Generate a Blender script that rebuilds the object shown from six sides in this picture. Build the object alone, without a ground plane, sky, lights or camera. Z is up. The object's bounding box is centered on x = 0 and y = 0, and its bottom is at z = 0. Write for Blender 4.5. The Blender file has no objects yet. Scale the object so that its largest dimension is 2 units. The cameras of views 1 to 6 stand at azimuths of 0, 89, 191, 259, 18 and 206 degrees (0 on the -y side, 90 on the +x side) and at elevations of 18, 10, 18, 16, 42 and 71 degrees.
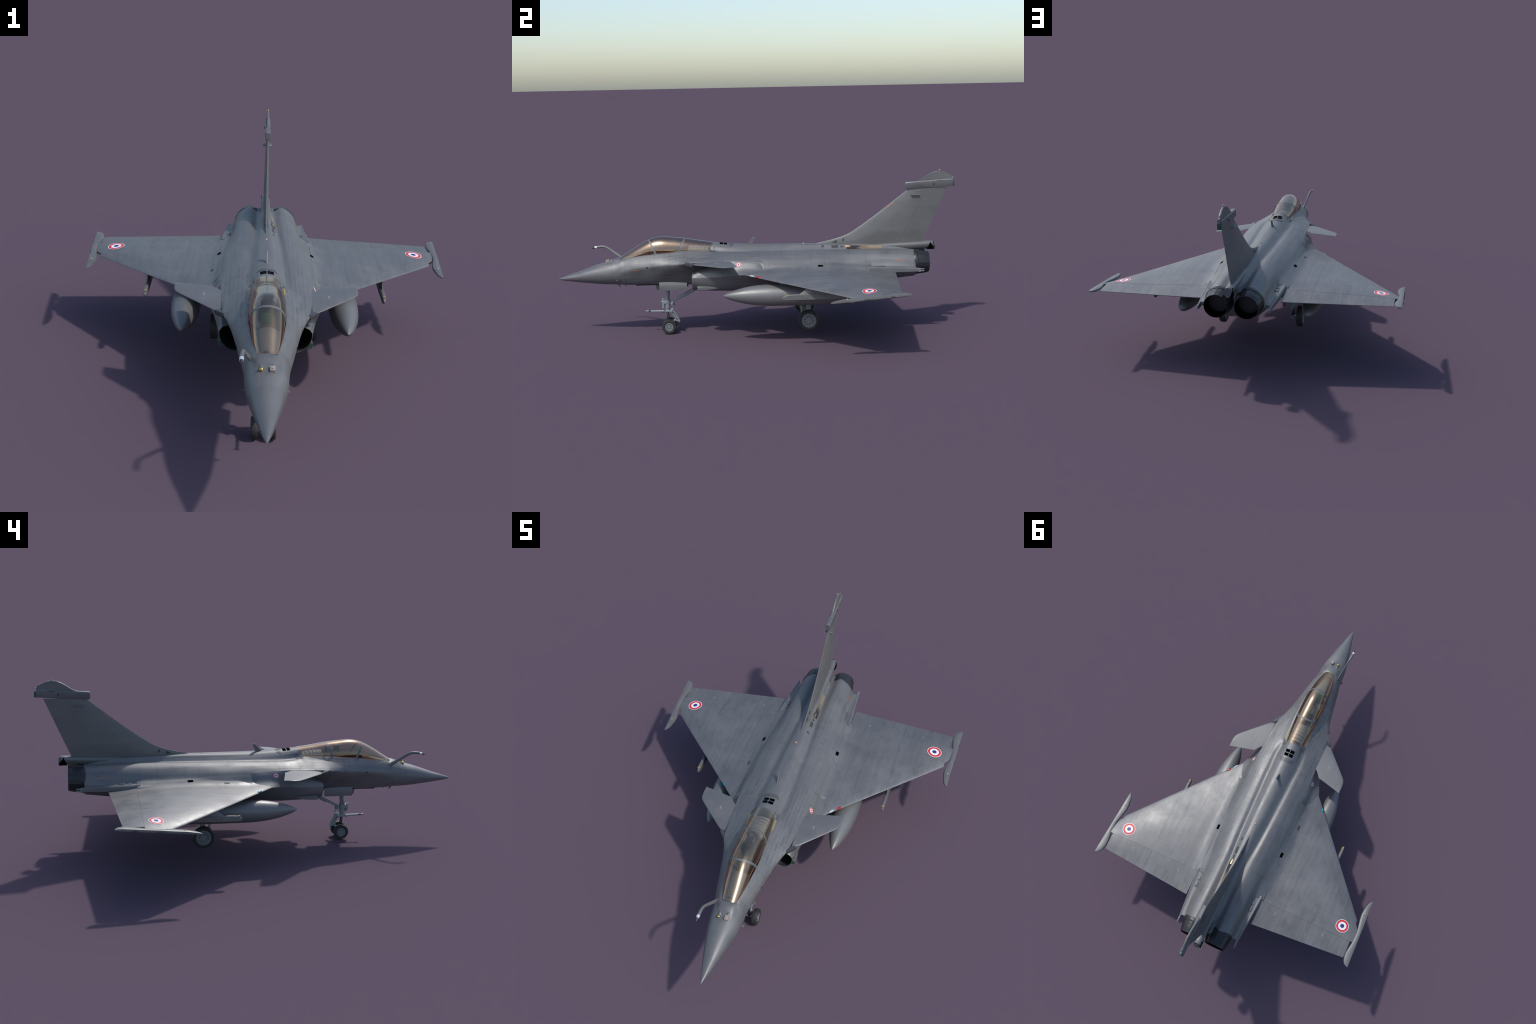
import bpy, bmesh, math, random
import numpy as np
from mathutils import Vector, Matrix
from mathutils.bvhtree import BVHTree

random.seed(7)
rng = np.random.default_rng(7)
SC = bpy.context.scene.collection

# ------------------------------------------------------------------ materials
def new_mat(name):
    m = bpy.data.materials.new(name); m.use_nodes = True
    nt = m.node_tree
    b = nt.nodes['Principled BSDF']
    return m, nt, b

def N(nt, typ, **kw):
    n = nt.nodes.new(typ)
    for k, v in kw.items():
        if k.startswith('i_'):
            key = k[2:]
            key = int(key) if key.isdigit() else key
            n.inputs[key].default_value = v
        else:
            setattr(n, k, v)
    return n

def math_node(nt, op, a, b=None, c=None, clamp=False):
    n = nt.nodes.new('ShaderNodeMath'); n.operation = op; n.use_clamp = clamp
    for i, v in enumerate((a, b, c)):
        if v is None: continue
        if isinstance(v, (int, float)): n.inputs[i].default_value = v
        else: nt.links.new(v, n.inputs[i])
    return n.outputs[0]

def mix_col(nt, fac, a, b, blend='MIX'):
    n = nt.nodes.new('ShaderNodeMix'); n.data_type = 'RGBA'; n.blend_type = blend
    for sock, v in ((n.inputs[0], fac), (n.inputs[6], a), (n.inputs[7], b)):
        if isinstance(v, (int, float)): sock.default_value = v
        elif isinstance(v, tuple): sock.default_value = v if len(v) == 4 else (*v, 1)
        else: nt.links.new(v, sock)
    return n.outputs[2]

def plain(name, col, rough=.5, metal=0., spec=.5, coat=0., emit=None):
    m, nt, b = new_mat(name)
    b.inputs['Roughness'].default_value = rough
    b.inputs['Metallic'].default_value = metal
    b.inputs['Specular IOR Level'].default_value = spec
    b.inputs['Coat Weight'].default_value = coat
    tc = N(nt, 'ShaderNodeTexCoord')
    nz = N(nt, 'ShaderNodeTexNoise', i_Scale=60., i_Detail=4.)
    nt.links.new(tc.outputs['Object'], nz.inputs['Vector'])
    f = math_node(nt, 'MULTIPLY', math_node(nt, 'SUBTRACT', nz.outputs['Fac'], .5), .25)
    c = mix_col(nt, math_node(nt, 'ADD', f, .5, clamp=True),
                tuple(x * .85 for x in col), tuple(min(1, x * 1.15) for x in col))
    nt.links.new(c, b.inputs['Base Color'])
    return m

GREY = (.158, .161, .165)

def line_mask(nt, co, pos, w, lo=None, gates=()):
    """soft 1 on |co-pos|<w, limited by (coordinate, low, high) gates"""
    d = math_node(nt, 'ABSOLUTE', math_node(nt, 'SUBTRACT', co, pos))
    m = math_node(nt, 'SUBTRACT', 1., math_node(nt, 'DIVIDE', d, w), clamp=True)
    for c, a, b in gates:
        m = math_node(nt, 'MULTIPLY', m, math_node(nt, 'GREATER_THAN', c, a))
        m = math_node(nt, 'MULTIPLY', m, math_node(nt, 'LESS_THAN', c, b))
    return m

def paint(name, col=GREY, rough=.50, lines_y=(), lines_x=(), slants=(), bricks=None,
          streak=.26, mottling=.24, seam=.38, stain=.16):
    """weathered semi-gloss airframe paint: mottling, streaks along the airflow,
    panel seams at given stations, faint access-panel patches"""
    m, nt, b = new_mat(name)
    L = nt.links.new
    tc = N(nt, 'ShaderNodeTexCoord')
    sep = N(nt, 'ShaderNodeSeparateXYZ'); L(tc.outputs['Object'], sep.inputs[0])
    X, Y, Zc = sep.outputs
    AX = math_node(nt, 'ABSOLUTE', X)
    n1 = N(nt, 'ShaderNodeTexNoise', i_Scale=9., i_Detail=6., i_Roughness=.6)
    L(tc.outputs['Object'], n1.inputs['Vector'])
    mp = N(nt, 'ShaderNodeMapping'); mp.inputs['Scale'].default_value = (55, 5, 55)
    L(tc.outputs['Object'], mp.inputs['Vector'])
    n2 = N(nt, 'ShaderNodeTexNoise', i_Scale=1., i_Detail=5., i_Roughness=.65)
    L(mp.outputs[0], n2.inputs['Vector'])
    n3 = N(nt, 'ShaderNodeTexNoise', i_Scale=140., i_Detail=3.)
    L(tc.outputs['Object'], n3.inputs['Vector'])
    v = math_node(nt, 'MULTIPLY', math_node(nt, 'SUBTRACT', n1.outputs['Fac'], .5), mottling * 2)
    v = math_node(nt, 'ADD', v, math_node(nt, 'MULTIPLY', math_node(nt, 'SUBTRACT', n2.outputs['Fac'], .5), streak * 2))
    v = math_node(nt, 'ADD', v, math_node(nt, 'MULTIPLY', math_node(nt, 'SUBTRACT', n3.outputs['Fac'], .5), .10))
    v = math_node(nt, 'ADD', v, 1.)
    # darker smudges rubbed into the paint
    ms = N(nt, 'ShaderNodeMapping'); ms.inputs['Scale'].default_value = (26, 15, 26)
    ms.inputs['Location'].default_value = (3.1, 1.7, .4)
    L(tc.outputs['Object'], ms.inputs['Vector'])
    n4 = N(nt, 'ShaderNodeTexNoise', i_Scale=1., i_Detail=7., i_Roughness=.7, i_Distortion=.6)
    L(ms.outputs[0], n4.inputs['Vector'])
    sg = math_node(nt, 'MULTIPLY', math_node(nt, 'SUBTRACT', n4.outputs['Fac'], .54), 6., clamp=True)
    v = math_node(nt, 'SUBTRACT', v, math_node(nt, 'MULTIPLY', sg, stain))
    if bricks:
        ya, yb, xa, xb = bricks
        mb = N(nt, 'ShaderNodeMapping'); mb.inputs['Scale'].default_value = (1, 1, 0)
        mb.inputs['Rotation'].default_value = (0, 0, math.pi / 2)
        L(tc.outputs['Object'], mb.inputs['Vector'])
        br = N(nt, 'ShaderNodeTexBrick', i_Scale=1.)
        br.inputs['Brick Width'].default_value = .058
        br.inputs['Row Height'].default_value = .0145
        br.inputs['Mortar Size'].default_value = .0042
        br.inputs['Mortar Smooth'].default_value = .25
        br.inputs['Color1'].default_value = (.0, .0, .0, 1)
        br.inputs['Color2'].default_value = (1., 1., 1., 1)
        br.inputs['Mortar'].default_value = (1, 1, 1, 1)
        br.offset = .37; br.squash = 1.0
        L(mb.outputs[0], br.inputs['Vector'])
        g = math_node(nt, 'MULTIPLY', math_node(nt, 'SUBTRACT', br.outputs['Color'], 1.), .28)
        g = math_node(nt, 'MULTIPLY', g, n1.outputs['Fac'])
        g = math_node(nt, 'MULTIPLY', g, 1.6)
        for c, a, bb in ((Y, ya, yb), (AX, xa, xb)):
            g = math_node(nt, 'MULTIPLY', g, math_node(nt, 'GREATER_THAN', c, a))
            g = math_node(nt, 'MULTIPLY', g, math_node(nt, 'LESS_THAN', c, bb))
        v = math_node(nt, 'ADD', v, g)
    sm = None
    for spec in lines_y:
        p, gates = (spec, ()) if isinstance(spec, float) else (spec[0], [(AX, spec[1], spec[2])])
        k = line_mask(nt, Y, p, .0016, gates=gates)
        sm = k if sm is None else math_node(nt, 'MAXIMUM', sm, k)
    for (p, a, bb) in lines_x:
        k = line_mask(nt, AX, p, .0014, gates=[(Y, a, bb)])
        sm = k if sm is None else math_node(nt, 'MAXIMUM', sm, k)
    for (ax_, a, k0, s, lo, hi, w) in slants:      # coordinate = k0 + s*|x| (or z)
        src = AX if ax_ == 'x' else Zc
        dd = math_node(nt, 'SUBTRACT', Y, math_node(nt, 'ADD', math_node(nt, 'MULTIPLY', src, s), k0))
        k = line_mask(nt, dd, 0., w, gates=[(src, lo, hi)])
        k = math_node(nt, 'MULTIPLY', k, a)
        sm = k if sm is None else math_node(nt, 'MAXIMUM', sm, k)
    if sm is not None:
        # dirt gathers unevenly in the seams
        dirt = math_node(nt, 'ADD', math_node(nt, 'MULTIPLY', n1.outputs['Fac'], .9), .25, clamp=True)
        v = math_node(nt, 'SUBTRACT', v, math_node(nt, 'MULTIPLY', math_node(nt, 'MULTIPLY', sm, dirt), seam))
    cc = N(nt, 'ShaderNodeCombineColor')
    L(v, cc.inputs[0]); L(v, cc.inputs[1]); L(v, cc.inputs[2])
    c = mix_col(nt, 1., cc.outputs[0], tuple(col), 'MULTIPLY')
    L(c, b.inputs['Base Color'])
    r = math_node(nt, 'ADD', math_node(nt, 'MULTIPLY', math_node(nt, 'SUBTRACT', n1.outputs['Fac'], .5), .42), rough)
    L(r, b.inputs['Roughness'])
    bp = N(nt, 'ShaderNodeBump'); bp.inputs['Strength'].default_value = .12; bp.inputs['Distance'].default_value = .002
    hgt = math_node(nt, 'MULTIPLY', n1.outputs['Fac'], .6)
    L(hgt, bp.inputs['Height']); L(bp.outputs[0], b.inputs['Normal'])
    b.inputs['Specular IOR Level'].default_value = .5
    b.inputs['Metallic'].default_value = .35
    return m

M = {}
M['fus'] = paint('fuselage_paint', bricks=(-.46, .02, .062, .148),
    lines_y=(-.72, -.585, -.43, (-.10, .06, .2), (.06, .05, .22), (.20, .05, .22), (.128, .05, .13), (.268, .09, .2), (.335, .05, .22), (.398, .05, .12), (.46, .05, .2), (.54, .04, .2), (.62, .03, .2), (.70, .03, .12), (-.655, .0, .2), (-.505, .05, .2), (-.355, .06, .2), (-.205, .06, .15)),
    lines_x=((.112, .02, .46), (.155, .0, .5), (.186, -.03, .55), (.083, .2, .7)))
M['radome'] = paint('radome_paint', col=(.150, .153, .157), rough=.42, streak=.10, mottling=.08, stain=.0)
M['wing'] = paint('wing_paint', lines_x=((.245, .0, .56), (.30, .09, .56), (.43, .2, .56), (.585, .4, .56)),
    lines_y=((.16, .17, .25), (.36, .17, .30), (.47, .43, .64)), seam=.34,
    slants=(('x', 1., -.238, 1.155, .2, .64, .0022), ('x', .5, .13, .5, .22, .6, .0016)), streak=.30, mottling=.28, stain=.20)
M['elevon'] = paint('elevon_paint', col=tuple(c * .93 for c in GREY), lines_x=((.30, .5, .8), (.43, .5, .8)), streak=.36, mottling=.28, stain=.22)
M['fin'] = paint('fin_paint', col=(.156, .159, .158), slants=(('z', 1., .481, .5396, .445, .71, .0018), ('z', .6, .05, 1.0105, .52, .70, .0018)), streak=.14, mottling=.16, stain=.10)
M['plain'] = paint('plain_paint', streak=.14, stain=.08)
M['dark'] = plain('dark_grille', (.035, .037, .04), .6)
M['black'] = plain('matte_black', (.0025, .0025, .003), .9, spec=.0)  # near-black without specular, so openings and nozzle insides look unlit
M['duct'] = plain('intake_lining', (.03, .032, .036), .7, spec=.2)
M['midgrey'] = plain('louvre_grey', (.075, .078, .082), .5)
M['stub'] = plain('pivot_fairing', (.05, .052, .056), .5)
M['nozzle'] = plain('nozzle_metal', (.042, .044, .048), .42, metal=.6)
M['tank'] = paint('tank_paint', col=(.180, .184, .184), rough=.46, streak=.05, mottling=.06, stain=.0)
M['rail'] = paint('rail_paint', col=(.165, .167, .165), streak=.14, stain=.12)
M['tyre'] = plain('tyre_rubber', (.022, .022, .023), .65)
M['rim'] = plain('wheel_alloy', (.17, .185, .20), .45, metal=.1)
M['gear'] = plain('gear_enamel', (.25, .275, .29), .4, metal=.2)
M['oleo'] = plain('oleo_dark', (.02, .02, .03), .3)
M['red'] = plain('roundel_red', (.62, .02, .028), .5)
M['white'] = plain('roundel_white', (.78, .78, .80), .5)
M['blue'] = plain('roundel_blue', (.025, .03, .17), .5)
M['orange'] = plain('stencil_orange', (.46, .15, .07), .5)
M['tan'] = plain('heat_stained_metal', (.36, .26, .16), .45, metal=.25)
M['bronze'] = plain('bronze_pipe', (.55, .36, .20), .25, metal=1.)
M['gold'] = plain('gold_dome', (.75, .52, .14), .12, metal=1.)
M['goldglint'] = plain('gold_glint_bead', (.62, .40, .13), .5)
M['yellow'] = plain('yellow_stencil', (.30, .22, .075), .55)
M['brown'] = plain('cockpit_lining', (.085, .026, .022), .6)
M['cgrey'] = plain('cockpit_grey', (.17, .175, .165), .6)
M['lgrey'] = plain('cockpit_light_grey', (.36, .36, .34), .5)
M['seat'] = plain('seat_olive', (.06, .065, .055), .7)
M['green'] = plain('sensor_green', (.02, .075, .04), .45)
M['hud'] = plain('display_green', (.06, .36, .08), .35)
M['lampw'] = plain('lamp_clear', (.45, .50, .58), .15, coat=.5)
M['lampr'] = plain('lamp_red', (.38, .012, .016), .15, coat=.6)
M['lampt'] = plain('lamp_teal', (.0, .20, .22), .15, coat=.6)
M['lampo'] = plain('lamp_amber', (.62, .33, .17), .2, coat=.5)
M['silver'] = plain('probe_band', (.7, .72, .74), .3, metal=.5)
M['box'] = plain('sensor_window', (.30, .25, .22), .3)

def scorched():
    m, nt, b = new_mat('scorched_tan')
    tc = N(nt, 'ShaderNodeTexCoord'); sep = N(nt, 'ShaderNodeSeparateXYZ')
    nt.links.new(tc.outputs['Object'], sep.inputs[0])
    mp = N(nt, 'ShaderNodeMapping'); mp.inputs['Scale'].default_value = (160, 22, 160)
    nt.links.new(tc.outputs['Object'], mp.inputs['Vector'])
    nz = N(nt, 'ShaderNodeTexNoise', i_Scale=1., i_Detail=5.)
    nt.links.new(mp.outputs[0], nz.inputs['Vector'])
    y = math_node(nt, 'ADD', sep.outputs[1], math_node(nt, 'MULTIPLY', math_node(nt, 'SUBTRACT', nz.outputs['Fac'], .5), .16))
    soot = math_node(nt, 'DIVIDE', math_node(nt, 'SUBTRACT', .565, y), .07, clamp=True)
    c = mix_col(nt, soot, (.26, .205, .14), (.035, .028, .022))
    nt.links.new(c, b.inputs['Base Color'])
    b.inputs['Roughness'].default_value = .4; b.inputs['Metallic'].default_value = .35
    return m
M['scorch'] = scorched()

def glass_material():
    m, nt, b = new_mat('gilded_glass')
    L = nt.links.new
    out = nt.nodes['Material Output']
    b.inputs['Base Color'].default_value = (.50, .38, .27, 1)
    b.inputs['Metallic'].default_value = 1.
    b.inputs['Roughness'].default_value = .27
    b.inputs['Coat Weight'].default_value = 1.
    b.inputs['Coat Roughness'].default_value = .03
    tr = N(nt, 'ShaderNodeBsdfTransparent'); tr.inputs[0].default_value = (.90, .86, .82, 1)
    lw = N(nt, 'ShaderNodeLayerWeight', i_Blend=.35)
    f = math_node(nt, 'ADD', math_node(nt, 'MULTIPLY', lw.outputs['Facing'], .22), .36, clamp=True)
    # refraction and reflection painted fixed into the glass: dark band, gold edge line
    tc = N(nt, 'ShaderNodeTexCoord'); sep = N(nt, 'ShaderNodeSeparateXYZ'); L(tc.outputs['Object'], sep.inputs[0])
    ycoord = math_node(nt, 'DIVIDE', math_node(nt, 'ADD', sep.outputs[1], .70), .5)
    fc = N(nt, 'ShaderNodeFloatCurve')
    cv = fc.mapping.curves[0]
    pts = [(-.70, .360), (-.655, .386), (-.58, .4125), (-.527, .4295), (-.475, .4325), (-.40, .4275), (-.307, .4215), (-.20, .413)]
    def q(y, z): return ((y + .70) / .5, (z - .35) / .1)
    cv.points[0].location = q(*pts[0]); cv.points[1].location = q(*pts[-1])
    for p in pts[1:-1]: cv.points.new(*q(*p))
    fc.mapping.update()
    L(ycoord, fc.inputs['Value'])
    zl = math_node(nt, 'ADD', math_node(nt, 'MULTIPLY', fc.outputs[0], .1), .35)
    dz = math_node(nt, 'SUBTRACT', sep.outputs[2], zl)
    above = math_node(nt, 'GREATER_THAN', dz, 0.)
    f = math_node(nt, 'MULTIPLY', f, math_node(nt, 'ADD', math_node(nt, 'MULTIPLY', above, .82), .18))
    gold_line = math_node(nt, 'SUBTRACT', 1., math_node(nt, 'DIVIDE', math_node(nt, 'ABSOLUTE', dz), .0016), clamp=True)
    L(mix_col(nt, above, (.42, .24, .22), (.90, .86, .82)), tr.inputs[0])
    gd = N(nt, 'ShaderNodeBsdfDiffuse'); gd.inputs[0].default_value = (.50, .34, .13, 1)
    mx2 = N(nt, 'ShaderNodeMixShader')
    mx = N(nt, 'ShaderNodeMixShader')
    L(f, mx.inputs[0]); L(tr.outputs[0], mx.inputs[1]); L(b.outputs[0], mx.inputs[2])
    L(math_node(nt, 'MULTIPLY', gold_line, .75), mx2.inputs[0]); L(mx.outputs[0], mx2.inputs[1]); L(gd.outputs[0], mx2.inputs[2])
    L(mx2.outputs[0], out.inputs['Surface'])
    return m
M['glass'] = glass_material()

# ------------------------------------------------------------------ helpers
root = bpy.data.objects.new('fighter_jet', None)
SC.objects.link(root)
root['label'] = 'grey delta wing fighter jet with canards and roundels'
root['category'] = 'fighter jet'

def obj_from(name, verts, faces, mat, parent=root, smooth=True, angle=None, mats=None, fmat=None):
    me = bpy.data.meshes.new(name)
    me.from_pydata([tuple(v) for v in verts], [], [tuple(f) for f in faces])
    me.update()
    for mm in (mats or [mat]): me.materials.append(mm)
    if fmat is not None: me.polygons.foreach_set('material_index', fmat)
    bm = bmesh.new(); bm.from_mesh(me)
    bmesh.ops.remove_doubles(bm, verts=bm.verts, dist=1e-6)
    bmesh.ops.recalc_face_normals(bm, faces=bm.faces)
    bm.to_mesh(me); bm.free()
    me.polygons.foreach_set('use_smooth', [smooth] * len(me.polygons))
    if smooth and angle is not None: me.set_sharp_from_angle(angle=math.radians(angle))
    o = bpy.data.objects.new(name, me); SC.objects.link(o); o.parent = parent
    return o

def mirrored(verts): return [(-v[0], v[1], v[2]) for v in verts]

def loft(rings, closed=True, cap0=True, cap1=True):
    """quads through rings of equal point count"""
    n = len(rings[0]); V = [p for r in rings for p in r]; F = []
    for i in range(len(rings) - 1):
        for j in range(n if closed else n - 1):
            k = (j + 1) % n
            F.append((i * n + j, i * n + k, (i + 1) * n + k, (i + 1) * n + j))
    if cap0: F.append(tuple(range(n - 1, -1, -1)))
    if cap1: F.append(tuple((len(rings) - 1) * n + j for j in range(n)))
    return V, F

def pchip(xs, ys, q):
    xs = np.asarray(xs, float); ys = np.asarray(ys, float); q = np.asarray(q, float)
    h = np.diff(xs); d = np.diff(ys) / h
    m = np.zeros(len(xs))
    for i in range(1, len(xs) - 1):
        if d[i - 1] * d[i] > 0:
            w1 = 2 * h[i] + h[i - 1]; w2 = h[i] + 2 * h[i - 1]
            m[i] = (w1 + w2) / (w1 / d[i - 1] + w2 / d[i])
    m[0], m[-1] = d[0], d[-1]
    i = np.clip(np.searchsorted(xs, q) - 1, 0, len(xs) - 2)
    t = (q - xs[i]) / h[i]
    return ((2*t**3 - 3*t**2 + 1) * ys[i] + (t**3 - 2*t**2 + t) * h[i] * m[i]
            + (-2*t**3 + 3*t**2) * ys[i+1] + (t**3 - t**2) * h[i] * m[i+1])

def catmull(P, sub):
    """centripetal Catmull-Rom through a half section, mirrored at both ends"""
    P = [np.array(p, float) for p in P]
    a = P[1] * np.array([-1, 1]); z = P[-2] * np.array([-1, 1])
    Q = [a] + P + [z]; out = []
    for i in range(1, len(Q) - 2):
        p0, p1, p2, p3 = Q[i-1:i+3]
        k = [0]
        for u, v in ((p0, p1), (p1, p2), (p2, p3)):
            k.append(k[-1] + max(np.linalg.norm(v - u), 1e-5) ** .5)
        for s in range(sub):
            t = k[1] + (k[2] - k[1]) * s / sub
            A1 = (k[1]-t)/(k[1]-k[0])*p0 + (t-k[0])/(k[1]-k[0])*p1
            A2 = (k[2]-t)/(k[2]-k[1])*p1 + (t-k[1])/(k[2]-k[1])*p2
            A3 = (k[3]-t)/(k[3]-k[2])*p2 + (t-k[2])/(k[3]-k[2])*p3
            B1 = (k[2]-t)/(k[2]-k[0])*A1 + (t-k[0])/(k[2]-k[0])*A2
            B2 = (k[3]-t)/(k[3]-k[1])*A2 + (t-k[1])/(k[3]-k[1])*A3
            out.append((k[2]-t)/(k[2]-k[1])*B1 + (t-k[1])/(k[2]-k[1])*B2)
    out.append(P[-1])
    return out

def revolve(profile, center, axis='y', seg=48, phase=0.):
    """profile (along, radius) turned about an axis through center"""
    rings = []
    for a, r in profile:
        ring = []
        for j in range(seg):
            t = 2 * math.pi * j / seg + phase
            c, s = r * math.cos(t), r * math.sin(t)
            if axis == 'y': ring.append((center[0] + c, center[1] + a, center[2] + s))
            elif axis == 'x': ring.append((center[0] + a, center[1] + c, center[2] + s))
            else: ring.append((center[0] + c, center[1] + s, center[2] + a))
        rings.append(ring)
    return loft(rings, cap0=True, cap1=True)

def rod(p, q, r, r2=None, seg=14):
    p, q = Vector(p), Vector(q); d = (q - p); L = d.length
    rot = d.to_track_quat('Z', 'Y').to_matrix()
    r2 = r if r2 is None else r2
    rings = []
    for a, rr in ((0, r * .8), (min(.15 * r, L/3), r), (L - min(.15 * r2, L/3), r2), (L, r2 * .8)):
        rings.append([tuple(p + rot @ Vector((rr * math.cos(2*math.pi*j/seg), rr * math.sin(2*math.pi*j/seg), a))) for j in range(seg)])
    return loft(rings)

def box(c, size, rot=None, bev=.0):
    bm = bmesh.new(); bmesh.ops.create_cube(bm, size=1)
    for v in bm.verts: v.co = Vector((v.co.x * size[0], v.co.y * size[1], v.co.z * size[2]))
    if bev: bmesh.ops.bevel(bm, geom=list(bm.edges), offset=bev, segments=2, affect='EDGES', profile=.6)
    R = rot if rot is not None else Matrix.Identity(3)
    V = [tuple(R @ v.co + Vector(c)) for v in bm.verts]
    bm.verts.index_update()
    F = [[v.index for v in f.verts] for f in bm.faces]; bm.free()
    return V, F

def merge(*parts):
    V, F = [], []
    for v, f in parts:
        o = len(V); V += list(v); F += [tuple(i + o for i in ff) for ff in f]
    return V, F

def plate(outline, axis, a, b, bev=.0):
    """prism: 2D outline in the plane normal to axis, between a and b on it"""
    def P(u, v, t):
        return {'x': (t, u, v), 'y': (u, t, v), 'z': (u, v, t)}[axis]
    n = len(outline)
    cx = sum(p[0] for p in outline) / n; cy = sum(p[1] for p in outline) / n
    def inset(e):
        o = []
        for u, v in outline:
            d = math.hypot(u - cx, v - cy); k = max(0, 1 - e / max(d, 1e-6))
            o.append((cx + (u - cx) * k, cy + (v - cy) * k))
        return o
    if bev:
        s = 1 if b > a else -1
        rings = [[P(u, v, a) for u, v in inset(bev)], [P(u, v, a + s * bev) for u, v in outline],
                 [P(u, v, b - s * bev) for u, v in outline], [P(u, v, b) for u, v in inset(bev)]]
    else:
        rings = [[P(u, v, a) for u, v in outline], [P(u, v, b) for u, v in outline]]
    return loft(rings)

def smooth_closed(pts, sub=6):
    n = len(pts); out = []
    for i in range(n):
        p0, p1, p2, p3 = (np.array(pts[(i + k) % n], float) for k in (-1, 0, 1, 2))
        for s in range(sub):
            t = s / sub
            out.append(tuple(.5 * (2*p1 + (p2-p0)*t + (2*p0-5*p1+4*p2-p3)*t*t + (3*p1-p0-3*p2+p3)*t**3)))
    return out

# ------------------------------------------------------------------ fuselage
# half sections, 13 control points each: spine centre, spine side, spine base,
# trench / canopy sill, crest, shoulder, upper side, chine, below chine,
# widest edge / lower side, bilge, belly edge, belly centre
ANG = [90, 78, 66, 54, 40, 25, 12, 0, -14, -32, -52, -72, -90]
def nose_ring(y, top, bot, hw, zc):
    r = []
    for a in ANG:
        a = math.radians(a); s = math.sin(a)
        r.append((hw * abs(math.cos(a)) ** .95, zc + (top - zc if s > 0 else zc - bot) * s))
    r[0] = (0, top); r[-1] = (0, bot)
    return (y, r)

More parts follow.
